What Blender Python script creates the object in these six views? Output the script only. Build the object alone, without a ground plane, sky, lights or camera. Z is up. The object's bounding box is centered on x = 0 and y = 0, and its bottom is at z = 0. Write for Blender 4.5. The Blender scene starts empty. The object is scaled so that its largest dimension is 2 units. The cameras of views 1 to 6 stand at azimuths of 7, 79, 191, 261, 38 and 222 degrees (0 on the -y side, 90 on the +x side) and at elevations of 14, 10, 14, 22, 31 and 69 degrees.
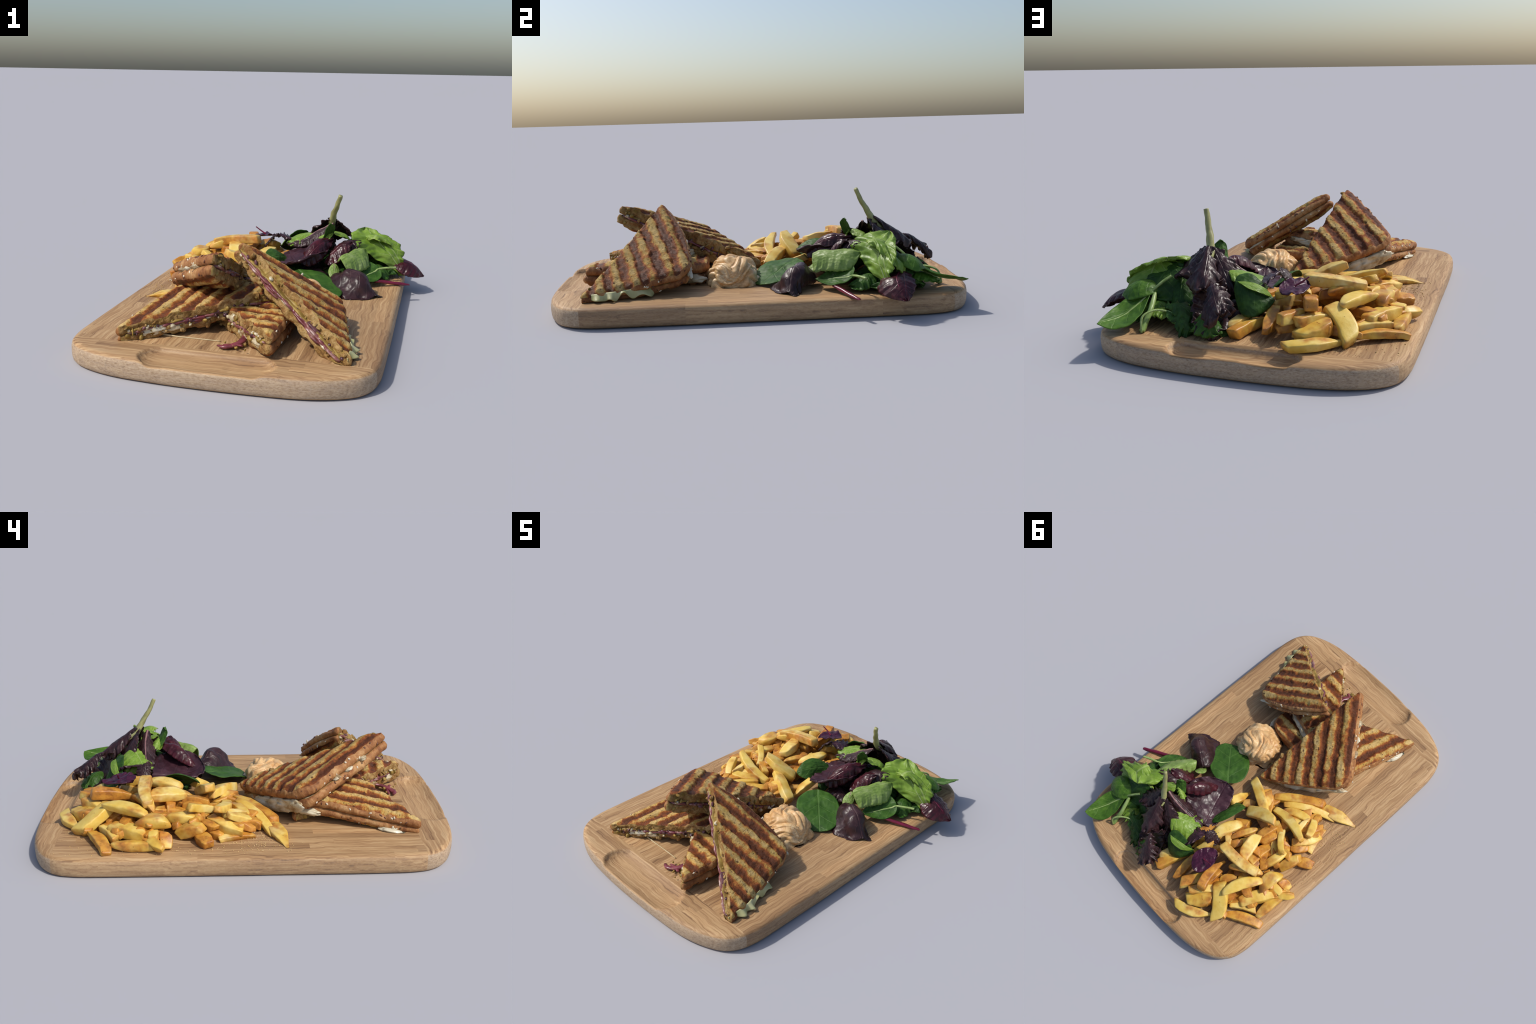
import bpy, math, random
import numpy as np
from mathutils import Vector, Matrix
from mathutils.geometry import delaunay_2d_cdt

rng = np.random.default_rng(7)
TOP = 0.088            # height of the board's upper face
FLOOR = TOP + 0.0008   # food never sinks below this


# ------------------------------------------------------------------ helpers
def vnoise(P, seed=0):
    """smooth value noise in [-1, 1] for an (n, 3) array of points"""
    P = np.asarray(P, float)
    i = np.floor(P).astype(np.int64)
    f = P - i
    f = f * f * (3 - 2 * f)

    def h(ix, iy, iz):
        n = (ix * 374761393 + iy * 668265263 + iz * 2147483647 + seed * 974711) & 0xFFFFFFFF
        n = ((n ^ (n >> 13)) * 1274126177) & 0xFFFFFFFF
        n = (n ^ (n >> 16)) & 0xFFFFFF
        return n / float(0xFFFFFF) * 2 - 1

    out = 0
    for dx in (0, 1):
        for dy in (0, 1):
            for dz in (0, 1):
                w = (f[:, 0] if dx else 1 - f[:, 0]) * (f[:, 1] if dy else 1 - f[:, 1]) * (f[:, 2] if dz else 1 - f[:, 2])
                out = out + w * h(i[:, 0] + dx, i[:, 1] + dy, i[:, 2] + dz)
    return out


def fbm(P, seed=0, octaves=3):
    P = np.asarray(P, float)
    a, out, tot = 1.0, 0, 0
    for k in range(octaves):
        out = out + a * vnoise(P * 2 ** k, seed + k * 17)
        tot += a
        a *= 0.5
    return out / tot


def smooth(a, b, x):
    t = np.clip((x - a) / (b - a), 0, 1)
    return t * t * (3 - 2 * t)


def make_mesh(name, verts, faces, mats, mat_index=None, smooth_shade=True):
    me = bpy.data.meshes.new(name)
    me.from_pydata([tuple(map(float, v)) for v in verts], [], [tuple(map(int, f)) for f in faces])
    for m in mats:
        me.materials.append(m)
    if mat_index is not None:
        me.polygons.foreach_set("material_index", np.asarray(mat_index, np.int32))
    me.polygons.foreach_set("use_smooth", np.full(len(me.polygons), smooth_shade))
    me.update()
    return me


def add(name, data, parent=None, matrix=None):
    ob = bpy.data.objects.new(name, data)
    bpy.context.scene.collection.objects.link(ob)
    if parent is not None:
        ob.parent = parent
        if matrix is not None:
            ob.matrix_local = parent.matrix_world.inverted() @ matrix
    elif matrix is not None:
        ob.matrix_world = matrix
    bpy.context.view_layer.update()
    return ob


def thing(name, loc, label, category):
    ob = bpy.data.objects.new(name, None)
    bpy.context.scene.collection.objects.link(ob)
    ob.location = loc
    ob.empty_display_size = 0.05
    ob["label"], ob["category"] = label, category
    bpy.context.view_layer.update()
    return ob


def apply_matrix(M, pts):
    A = np.array(M)
    return pts @ A[:3, :3].T + A[:3, 3]


def clamp_floor(pts, M, floor=FLOOR):
    """press local points up so that they do not sink into the board"""
    W = apply_matrix(M, pts)
    W[:, 2] = np.maximum(W[:, 2], floor)
    return apply_matrix(M.inverted(), W)


# ------------------------------------------------------------------ node helper
class Nodes:
    def __init__(self, name):
        self.m = bpy.data.materials.new(name)
        self.m.use_nodes = True
        self.t = self.m.node_tree
        self.t.nodes.clear()
        self.out = self.t.nodes.new("ShaderNodeOutputMaterial")
        self.bsdf = self.t.nodes.new("ShaderNodeBsdfPrincipled")
        self.t.links.new(self.bsdf.outputs[0], self.out.inputs[0])
        self.co = None

    def new(self, kind):
        return self.t.nodes.new("ShaderNode" + kind)

    def put(self, sock, v):
        if isinstance(v, bpy.types.NodeSocket):
            self.t.links.new(v, sock)
        elif v is not None:
            if hasattr(sock.default_value, "__len__") and not hasattr(v, "__len__"):
                v = [v] * len(sock.default_value)
            if hasattr(v, "__len__") and len(sock.default_value) == 4 and len(v) == 3:
                v = (*v, 1)
            sock.default_value = v

    def coord(self):
        if self.co is None:
            self.co = self.new("TexCoord").outputs["Object"]
        return self.co

    def rand(self):
        return self.new("ObjectInfo").outputs["Random"]

    def mapping(self, scale=(1, 1, 1), loc=(0, 0, 0), vec=None):
        n = self.new("Mapping")
        self.put(n.inputs["Vector"], vec or self.coord())
        self.put(n.inputs["Scale"], scale)
        self.put(n.inputs["Location"], loc)
        return n.outputs[0]

    def shifted(self, vec=None, amount=37.0):
        """coordinates moved by a different amount for every object"""
        n = self.new("VectorMath")
        n.operation = "ADD"
        self.put(n.inputs[0], vec or self.coord())
        self.put(n.inputs[1], self.math("MULTIPLY", self.rand(), amount))
        return n.outputs[0]

    def noise(self, scale=5, detail=3, rough=0.5, vec=None, dist=0.0):
        n = self.new("TexNoise")
        self.put(n.inputs["Vector"], vec or self.coord())
        self.put(n.inputs["Scale"], scale)
        self.put(n.inputs["Detail"], detail)
        self.put(n.inputs["Roughness"], rough)
        self.put(n.inputs["Distortion"], dist)
        return n.outputs["Fac"]

    def voronoi(self, scale=5, vec=None, feature="F1", out="Distance", rnd=1.0):
        n = self.new("TexVoronoi")
        n.feature = feature
        self.put(n.inputs["Vector"], vec or self.coord())
        self.put(n.inputs["Scale"], scale)
        self.put(n.inputs["Randomness"], rnd)
        return n.outputs[out]

    def white(self, vec):
        n = self.new("TexWhiteNoise")
        self.put(n.inputs["Vector"], vec)
        return n.outputs["Value"]

    def math(self, op, a, b=0.0, c=0.0):
        n = self.new("Math")
        n.operation = op
        self.put(n.inputs[0], a)
        self.put(n.inputs[1], b)
        self.put(n.inputs[2], c)
        return n.outputs[0]

    def step(self, a, b, x):
        n = self.new("MapRange")
        n.interpolation_type = "SMOOTHSTEP"
        self.put(n.inputs["Value"], x)
        self.put(n.inputs["From Min"], a)
        self.put(n.inputs["From Max"], b)
        return n.outputs[0]

    def xyz(self, vec=None):
        n = self.new("SeparateXYZ")
        self.put(n.inputs[0], vec or self.coord())
        return n.outputs[0], n.outputs[1], n.outputs[2]

    def join(self, x, y, z):
        n = self.new("CombineXYZ")
        for s, v in zip(n.inputs, (x, y, z)):
            self.put(s, v)
        return n.outputs[0]

    def ramp(self, fac, stops):
        n = self.new("ValToRGB")
        self.put(n.inputs[0], fac)
        e = n.color_ramp.elements
        while len(e) < len(stops):
            e.new(0.5)
        for el, (p, c) in zip(e, stops):
            el.position = p
            el.color = (*c, 1) if len(c) == 3 else c
        return n.outputs[0]

    def mix(self, fac, a, b, mode="MIX"):
        n = self.new("Mix")
        n.data_type = "RGBA"
        n.blend_type = mode
        self.put(n.inputs[0], fac)
        self.put(n.inputs[6], a)
        self.put(n.inputs[7], b)
        return n.outputs[2]

    def bump(self, height, strength=0.3, dist=0.01):
        n = self.new("Bump")
        self.put(n.inputs["Height"], height)
        self.put(n.inputs["Strength"], strength)
        self.put(n.inputs["Distance"], dist)
        self.t.links.new(n.outputs[0], self.bsdf.inputs["Normal"])

    def finish(self, color, rough=0.6, spec=0.4, translucent=0.0, sss=0.0, coat=0.0):
        b = self.bsdf
        self.put(b.inputs["Base Color"], color)
        self.put(b.inputs["Roughness"], rough)
        self.put(b.inputs["Specular IOR Level"], spec)
        if coat:
            self.put(b.inputs["Coat Weight"], coat)
            self.put(b.inputs["Coat Roughness"], 0.15)
        if sss:
            self.put(b.inputs["Subsurface Weight"], sss)
            b.inputs["Subsurface Radius"].default_value = (0.02, 0.012, 0.006)
            b.inputs["Subsurface Scale"].default_value = 0.5
        if translucent:
            t = self.new("BsdfTranslucent")
            self.put(t.inputs["Color"], color)
            s = self.new("MixShader")
            s.inputs[0].default_value = translucent
            self.t.links.new(b.outputs[0], s.inputs[1])
            self.t.links.new(t.outputs[0], s.inputs[2])
            self.t.links.new(s.outputs[0], self.out.inputs[0])
        return self.m


# ------------------------------------------------------------------ materials
def wood_material():
    n = Nodes("bamboo")
    x, y, z = n.xyz()
    cap = n.math("MAXIMUM", n.math("GREATER_THAN", y, 0.838), n.math("LESS_THAN", y, -0.792))
    inv = n.math("SUBTRACT", 1.0, cap)
    along = n.math("ADD", n.math("MULTIPLY", x, cap), n.math("MULTIPLY", y, inv))
    across = n.math("ADD", n.math("MULTIPLY", y, cap), n.math("MULTIPLY", x, inv))
    across = n.math("ADD", across, n.math("MULTIPLY", cap, 3.3))
    strip = n.math("FLOOR", n.math("DIVIDE", across, 0.046))
    off = n.white(n.join(strip, 0.5, 0.5))
    seg = n.math("FLOOR", n.math("ADD", n.math("DIVIDE", along, 0.85), n.math("MULTIPLY", off, 3.0)))
    tone = n.white(n.join(strip, seg, 1.5))
    # wavy grain that runs along each strip
    wob = n.math("MULTIPLY", n.math("SUBTRACT", n.noise(8, 3), 0.5), 0.05)
    gv = n.join(n.math("MULTIPLY", along, 1.6), n.math("ADD", n.math("MULTIPLY", n.math("ADD", across, wob), 46.0), n.math("MULTIPLY", tone, 9.0)), n.math("MULTIPLY", z, 40.0))
    grain = n.noise(2.2, 5, 0.62, gv, 0.3)
    fine = n.noise(7.0, 4, 0.6, gv)
    col = n.ramp(grain, [(0.28, (0.15, 0.066, 0.023)), (0.42, (0.36, 0.195, 0.078)), (0.55, (0.485, 0.295, 0.132)), (0.72, (0.60, 0.405, 0.21))])
    tint = n.ramp(tone, [(0.0, (0.60, 0.52, 0.43)), (0.35, (0.93, 0.91, 0.87)), (0.7, (1.0, 1.0, 1.0)), (1.0, (1.16, 1.14, 1.12))])
    col = n.mix(0.8, col, tint, "MULTIPLY")
    lines = n.step(0.58, 0.72, fine)
    col = n.mix(n.math("MULTIPLY", lines, 0.6), col, (0.22, 0.105, 0.038))
    # fine joint lines between strips
    fr = n.math("FRACT", n.math("DIVIDE", across, 0.046))
    edge = n.math("LESS_THAN", n.math("MINIMUM", fr, n.math("SUBTRACT", 1.0, fr)), 0.02)
    col = n.mix(n.math("MULTIPLY", edge, 0.35), col, (0.22, 0.12, 0.055))
    # darker knots and oily stains
    knot = n.step(0.66, 0.78, n.noise(7, 3, 0.6, n.mapping((1, 0.45, 1))))
    col = n.mix(n.math("MULTIPLY", knot, 0.45), col, (0.20, 0.10, 0.042))
    stain = n.step(0.5, 0.75, n.noise(2.6, 3, 0.55))
    col = n.mix(n.math("MULTIPLY", stain, 0.25), col, (0.33, 0.19, 0.085))
    col = n.mix(0.12, col, (0.38, 0.32, 0.245))
    # greyish, dotted end grain on the side of the end pieces
    nrm = n.new("NewGeometry").outputs["Normal"]
    nx, ny, nz = n.xyz(nrm)
    side = n.step(0.75, 0.45, n.math("ABSOLUTE", nz))
    dots = n.ramp(n.noise(26, 4, 0.7, n.mapping((3.2, 3.2, 9))), [(0.35, (0.24, 0.18, 0.125)), (0.5, (0.42, 0.335, 0.25)), (0.7, (0.52, 0.44, 0.345))])
    worn = n.math("MULTIPLY", side, n.math("ADD", 0.18, n.math("MULTIPLY", cap, 0.42)))
    col = n.mix(worn, col, dots)
    n.bump(n.math("ADD", n.math("MULTIPLY", grain, 1.0), n.math("MULTIPLY", fine, 0.6)), 0.25, 0.004)
    return n.finish(col, n.ramp(grain, [(0.3, (0.62, 0.62, 0.62)), (0.7, (0.5, 0.5, 0.5))]), 0.3)


PITCH = 0.078


def grill_value(n, y0):
    """1 in the pressed, burnt grooves and 0 on the ridges between them"""
    x, y, z = n.xyz()
    w = n.math("ADD", n.math("MULTIPLY", n.math("SINE", n.math("MULTIPLY", x, 11.0)), 0.003), n.math("MULTIPLY", n.math("SINE", n.math("ADD", n.math("MULTIPLY", x, 37.0), n.math("MULTIPLY", y, 9.0))), 0.0015))
    ph = n.math("MULTIPLY", n.math("SUBTRACT", n.math("ADD", y, w), y0), 2 * math.pi / PITCH)
    return n.math("ADD", n.math("MULTIPLY", n.math("COSINE", ph), 0.5), 0.5)


def grill_height(x, y, y0):
    w = 0.003 * np.sin(11 * x) + 0.0015 * np.sin(37 * x + 9 * y)
    return 0.5 + 0.5 * np.cos((y + w - y0) * 2 * math.pi / PITCH)


def toast_material(y0, pale):
    n = Nodes("grilled_face")
    g = grill_value(n, y0)
    rough = n.noise(24, 5, 0.65)
    patch = n.noise(7, 3, 0.55)
    g2 = n.math("ADD", n.math("MULTIPLY", n.math("SUBTRACT", g, 0.5), 0.75), 0.5)
    g2 = n.math("ADD", g2, n.math("MULTIPLY", n.math("SUBTRACT", rough, 0.5), 1.5))
    g2 = n.math("ADD", g2, n.math("MULTIPLY", n.math("SUBTRACT", patch, 0.46), 1.3))
    col = n.ramp(g2, [(0.12, (0.54 * pale, 0.375 * pale, 0.145 * pale)), (0.34, (0.50 * pale, 0.295 * pale, 0.078 * pale)), (0.47, (0.42, 0.160, 0.034)), (0.60, (0.27, 0.074, 0.018)), (0.95, (0.105, 0.032, 0.012))])
    ol = n.step(0.48, 0.68, n.noise(9, 3, 0.6))
    ridge = n.step(0.55, 0.25, g2)
    col = n.mix(n.math("MULTIPLY", n.math("MULTIPLY", ol, ridge), 0.45), col, (0.38, 0.245, 0.040))
    # short torn strokes of the crumb
    v = n.mapping((75, 26, 40))
    fib = n.noise(1.5, 5, 0.7, v, 1.0)
    col = n.mix(n.math("MULTIPLY", n.step(0.53, 0.64, fib), 0.6), col, (0.13, 0.055, 0.018))
    col = n.mix(n.math("MULTIPLY", n.math("MULTIPLY", n.step(0.46, 0.32, fib), ridge), 0.5), col, (0.60, 0.47, 0.24))
    sp = n.noise(75, 3, 0.6)
    col = n.mix(n.math("MULTIPLY", n.step(0.60, 0.70, sp), 0.55), col, (0.09, 0.034, 0.014))
    pore = n.voronoi(46, n.mapping((1.0, 1.3, 1.0), (3, 1, 0)))
    sel = n.step(0.42, 0.55, n.noise(15, 3, 0.6, n.mapping((1, 1, 1), (5, 9, 2))))
    col = n.mix(n.math("MULTIPLY", n.math("MULTIPLY", n.step(0.30, 0.14, pore), sel), 0.7), col, (0.12, 0.052, 0.018))
    sd = n.voronoi(17, n.mapping((1, 1.7, 1)))
    col = n.mix(n.math("MULTIPLY", n.step(0.17, 0.09, sd), 0.85), col, (0.065, 0.024, 0.012))
    n.bump(n.math("ADD", fib, n.math("MULTIPLY", rough, 0.9)), 0.8, 0.009)
    return n.finish(col, n.ramp(g2, [(0.2, (0.8, 0.8, 0.8)), (0.9, (0.5, 0.5, 0.5))]), 0.25)


def crust_material():
    n = Nodes("bread_crust")
    a = n.noise(16, 5, 0.65)
    b = n.noise(60, 4, 0.7, n.mapping((1, 1, 0.5)))
    f = n.math("ADD", n.math("MULTIPLY", a, 0.65), n.math("MULTIPLY", b, 0.45))
    f = n.math("ADD", f, n.math("MULTIPLY", n.math("SUBTRACT", n.noise(4.5, 2), 0.5), 0.5))
    col = n.ramp(f, [(0.32, (0.09, 0.030, 0.012)), (0.46, (0.215, 0.080, 0.026)), (0.58, (0.33, 0.15, 0.052)), (0.74, (0.48, 0.28, 0.12))])
    sd = n.voronoi(17, n.mapping((1, 1, 1.4), (0.3, 0.1, 0.2)))
    col = n.mix(n.math("MULTIPLY", n.step(0.14, 0.07, sd), 0.8), col, (0.055, 0.02, 0.012))
    n.bump(n.math("ADD", a, b), 0.7, 0.006)
    return n.finish(col, 0.65, 0.3)


def crumb_material():
    n = Nodes("bread_crumb")
    a = n.noise(40, 5, 0.72, None, 0.5)
    c = n.noise(9, 3, 0.6)
    col = n.ramp(n.math("ADD", n.math("MULTIPLY", a, 0.65), n.math("MULTIPLY", c, 0.35)), [(0.32, (0.075, 0.030, 0.010)), (0.44, (0.25, 0.135, 0.040)), (0.55, (0.42, 0.27, 0.105)), (0.72, (0.56, 0.42, 0.22))])
    gold = n.step(0.54, 0.64, n.noise(13, 4, 0.65, n.mapping((1, 1, 1), (4, 2, 1))))
    col = n.mix(n.math("MULTIPLY", gold, 0.6), col, (0.27, 0.185, 0.035))
    br = n.step(0.54, 0.66, n.noise(10, 4, 0.65, n.mapping((1, 1, 1), (1, 7, 3))))
    col = n.mix(n.math("MULTIPLY", br, 0.6), col, (0.23, 0.085, 0.025))
    n.bump(a, 1.0, 0.012)
    return n.finish(col, 0.75, 0.2)


def ham_material():
    n = Nodes("cured_ham")
    a = n.noise(13, 4, 0.6, None, 0.6)
    b = n.noise(34, 3, 0.6)
    col = n.ramp(n.math("ADD", n.math("MULTIPLY", a, 0.75), n.math("MULTIPLY", b, 0.25)), [(0.3, (0.035, 0.012, 0.016)), (0.44, (0.15, 0.035, 0.04)), (0.52, (0.22, 0.075, 0.068)), (0.6, (0.32, 0.19, 0.165)), (0.75, (0.22, 0.14, 0.125))])
    n.bump(a, 0.5, 0.006)
    return n.finish(col, 0.33, 0.5)


def cheese_material():
    n = Nodes("melted_cheese")
    a = n.noise(12, 4, 0.6)
    col = n.ramp(a, [(0.34, (0.22, 0.13, 0.055)), (0.44, (0.46, 0.38, 0.235)), (0.55, (0.60, 0.54, 0.39)), (0.7, (0.66, 0.62, 0.49))])
    br = n.step(0.62, 0.74, n.noise(17, 3, 0.6, n.mapping((1, 1, 1), (3, 1, 2))))
    col = n.mix(n.math("MULTIPLY", br, 0.6), col, (0.17, 0.075, 0.03))
    n.bump(a, 0.4, 0.008)
    return n.finish(col, 0.3, 0.5, sss=0.1)


def plain_material(name, c1, c2, scale=14, rough=0.5, spec=0.4, bump=0.3):
    n = Nodes(name)
    a = n.noise(scale, 4, 0.6)
    col = n.ramp(a, [(0.32, c1), (0.66, c2)])
    n.bump(a, bump, 0.005)
    return n.finish(col, rough, spec)


def fry_material():
    n = Nodes("fried_potato")
    v = n.shifted()
    r = n.rand()
    a = n.noise(13, 4, 0.6, v)
    b = n.noise(5, 2, 0.5, v)
    x, y, z = n.xyz()
    brown = n.new("ObjectInfo").outputs["Color"]
    br, bg, bb = n.xyz(brown)
    base = n.ramp(n.math("ADD", n.math("MULTIPLY", a, 0.6), n.math("MULTIPLY", b, 0.4)), [(0.32, (0.55, 0.28, 0.034)), (0.43, (0.66, 0.41, 0.070)), (0.53, (0.73, 0.52, 0.14)), (0.68, (0.82, 0.68, 0.32))])
    base = n.mix(n.math("MULTIPLY", r, 0.35), base, (0.72, 0.52, 0.08))
    edge = n.new("NewGeometry").outputs["Pointiness"]
    rim = n.math("MULTIPLY", n.step(0.515, 0.60, edge), n.step(0.35, 0.6, n.noise(9, 3, 0.6, n.shifted(None, 53.0))))
    toast = n.step(0.48, 0.68, n.math("ADD", n.noise(7, 3, 0.6, n.shifted(None, 91.0)), n.math("MULTIPLY", br, 0.33)))
    gx, gy, gz = n.xyz(n.new("TexCoord").outputs["Generated"])
    ux, uy, uz = (n.math("MULTIPLY", n.math("ABSOLUTE", n.math("SUBTRACT", g, 0.5)), 2.0) for g in (gx, gy, gz))
    patchy = n.noise(10, 4, 0.65, n.shifted(None, 71.0))
    tips = n.math("MULTIPLY", n.step(0.80, 1.0, n.math("ADD", ux, n.math("MULTIPLY", n.math("SUBTRACT", patchy, 0.5), 0.5))), 0.75)
    arris = n.math("MULTIPLY", n.step(0.62, 0.92, n.math("ADD", n.math("MULTIPLY", uy, uz), n.math("MULTIPLY", n.math("SUBTRACT", patchy, 0.5), 0.9))), 0.8)
    rim = n.math("MAXIMUM", n.math("MAXIMUM", rim, tips), arris)
    orange = n.math("MAXIMUM", n.math("MULTIPLY", rim, 0.8), n.math("MULTIPLY", toast, n.math("ADD", 0.42, n.math("MULTIPLY", a, 0.8))))
    col = n.mix(orange, base, n.ramp(n.noise(22, 4, 0.65, v), [(0.35, (0.24, 0.062, 0.009)), (0.5, (0.44, 0.145, 0.016)), (0.65, (0.57, 0.26, 0.034))]))
    dark = n.step(0.70, 0.86, n.math("ADD", n.noise(16, 3, 0.6, v), n.math("MULTIPLY", br, 0.16)))
    col = n.mix(n.math("MULTIPLY", dark, 0.7), col, (0.20, 0.055, 0.012))
    herb = n.step(0.13, 0.07, n.voronoi(48, v))
    sel = n.step(0.5, 0.6, n.noise(9, 2, 0.5, v))
    col = n.mix(n.math("MULTIPLY", n.math("MULTIPLY", herb, sel), 0.8), col, (0.13, 0.085, 0.02))
    n.bump(n.math("ADD", a, n.noise(60, 3, 0.6, v)), 0.25, 0.004)
    return n.finish(col, 0.42, 0.4, sss=0.08)


def leaf_material(name, dark, mid, light, vein, rough, vein_amount=0.6, spec=0.5, count=5.0, translucent=0.15, blush=None):
    """x runs across the leaf from -1 to 1, y from the base (0) to the tip (1)"""
    n = Nodes(name)
    x, y, z = n.xyz()
    ax = n.math("ABSOLUTE", x)
    P = n.shifted(n.coord(), 23.0)
    Pm = n.mapping((0.6, 1.1, 0.8), (0, 0, 0), P)
    a = n.noise(3.0, 4, 0.6, Pm)
    b = n.noise(9.0, 3, 0.6, Pm)
    f = n.math("ADD", n.math("MULTIPLY", a, 0.7), n.math("MULTIPLY", b, 0.3))
    col = n.ramp(f, [(0.32, dark), (0.5, mid), (0.7, light)])
    jit = n.math("MULTIPLY", n.math("SUBTRACT", b, 0.5), 0.25)
    ph = n.math("MULTIPLY", n.math("ADD", n.math("SUBTRACT", y, n.math("MULTIPLY", n.math("POWER", ax, 0.8), 0.30)), n.math("MULTIPLY", jit, 0.3)), count)
    side = n.math("ABSOLUTE", n.math("SUBTRACT", n.math("FRACT", ph), 0.5))
    lat = n.math("MULTIPLY", n.step(0.07, 0.015, side), n.step(0.95, 0.5, ax))
    rib = n.step(0.075, 0.02, n.math("ADD", ax, n.math("MULTIPLY", y, 0.03)))
    v = n.math("MAXIMUM", n.math("MULTIPLY", lat, 0.55), rib)
    col = n.mix(n.math("MULTIPLY", v, vein_amount), col, vein)
    if blush is not None:
        bl = n.step(0.48, 0.66, n.noise(2.2, 3, 0.6, n.mapping((0.7, 1, 1), (2, 5, 1), P)))
        col = n.mix(n.math("MULTIPLY", bl, 0.75), col, blush)
    cells = n.voronoi(9, Pm)
    h = n.math("ADD", n.math("MULTIPLY", cells, 0.5), n.math("MULTIPLY", v, -0.6))
    n.bump(h, 0.35, 0.01)
    return n.finish(col, rough, spec, translucent=translucent)


def sauce_material():
    n = Nodes("pink_sauce")
    a = n.noise(8, 3, 0.55, None, 0.8)
    col = n.ramp(a, [(0.3, (0.62, 0.35, 0.14)), (0.48, (0.73, 0.48, 0.23)), (0.7, (0.78, 0.59, 0.34))])
    st = n.noise(11, 4, 0.6, n.mapping((1, 1, 1.6), (2, 1, 4)), 2.0)
    line = n.step(0.05, 0.015, n.math("ABSOLUTE", n.math("SUBTRACT", st, 0.5)))
    col = n.mix(n.math("MULTIPLY", line, 0.45), col, (0.46, 0.20, 0.055))
    n.bump(n.noise(16, 3, 0.5, None, 1.0), 0.25, 0.008)
    return n.finish(col, 0.42, 0.35, sss=0.1)


# ------------------------------------------------------------------ generic solids
def resample_closed(pts, step):
    pts = np.asarray(pts, float)
    q = np.vstack([pts, pts[:1]])
    d = np.r_[0, np.cumsum(np.linalg.norm(np.diff(q, axis=0), axis=1))]
    k = max(8, int(round(d[-1] / step)))
    s = np.linspace(0, d[-1], k, endpoint=False)
    return np.c_[np.interp(s, d, q[:, 0]), np.interp(s, d, q[:, 1])]


def seg_dist(P, loop):
    out = np.full(len(P), 1e9)
    for a, b in zip(loop, np.roll(loop, -1, axis=0)):
        ab = b - a
        t = np.clip(((P - a) @ ab) / (ab @ ab + 1e-12), 0, 1)
        out = np.minimum(out, np.linalg.norm(P - a - t[:, None] * ab, axis=1))
    return out


def inside(P, loop):
    c = np.zeros(len(P), bool)
    for a, b in zip(loop, np.roll(loop, -1, axis=0)):
        if a[1] == b[1]:
            continue
        hit = (a[1] > P[:, 1]) != (b[1] > P[:, 1])
        c ^= hit & (P[:, 0] < (b[0] - a[0]) * (P[:, 1] - a[1]) / (b[1] - a[1]) + a[0])
    return c


def planar_fill(loop, step):
    """triangulated region: the loop first, then an even scatter inside"""
    lo, hi = loop.min(0), loop.max(0)
    gx = np.arange(lo[0], hi[0], step)
    gy = np.arange(lo[1], hi[1], step * 0.866)
    G = np.array([(x + (j % 2) * step / 2, y) for j, y in enumerate(gy) for x in gx])
    G = G[inside(G, loop)]
    G = G[seg_dist(G, loop) > step * 0.55]
    P = np.vstack([loop, G])
    n = len(loop)
    v, e, f, ov, oe, of = delaunay_2d_cdt([Vector(p) for p in P], [], [list(range(n))], 1, 1e-7)
    idx = {}
    for k, o in enumerate(ov):
        for q in o:
            idx[q] = k
    V = np.array([tuple(p) for p in v])
    F = []
    for t in f:
        a, b, c = V[t[0]], V[t[1]], V[t[2]]
        area = (b[0] - a[0]) * (c[1] - a[1]) - (b[1] - a[1]) * (c[0] - a[0])
        F.append(tuple(t) if area > 0 else tuple(reversed(t)))
    return V, F, [idx[i] for i in range(n)]


def loop_normals(loop):
    t = np.roll(loop, -1, axis=0) - np.roll(loop, 1, axis=0)
    nn = np.c_[t[:, 1], -t[:, 0]]
    return nn / (np.linalg.norm(nn, axis=1, keepdims=True) + 1e-12)


def slab(loop, step, top, bottom, bulge=0.004, rings=4, side_mat=None):
    """solid between two height fields over a closed outline (counter-clockwise)"""
    V, F, rim = planar_fill(loop, step)
    n = len(V)
    zt, zb = top(V), bottom(V)
    verts = [np.c_[V, zt], np.c_[V, zb]]
    faces = list(F) + [tuple(n + i for i in reversed(f)) for f in F]
    mi = [0] * (2 * len(F))
    nb = len(rim)
    nrm = loop_normals(loop)
    rows = [[n + i for i in rim]]
    base = 2 * n
    for k in range(1, rings):
        t = k / rings
        r = loop + nrm * (bulge * math.sin(math.pi * t))[None] if np.isscalar(bulge) is False else loop + nrm * (bulge * math.sin(math.pi * t))
        z = zb[rim] + (zt[rim] - zb[rim]) * t
        verts.append(np.c_[r, z])
        rows.append(list(range(base, base + nb)))
        base += nb
    rows.append(list(rim))
    for a, b in zip(rows[:-1], rows[1:]):
        for i in range(nb):
            j = (i + 1) % nb
            faces.append((a[i], a[j], b[j], b[i]))
            mi.append(side_mat[i] if side_mat is not None else 0)
    return np.vstack(verts), faces, mi


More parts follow.
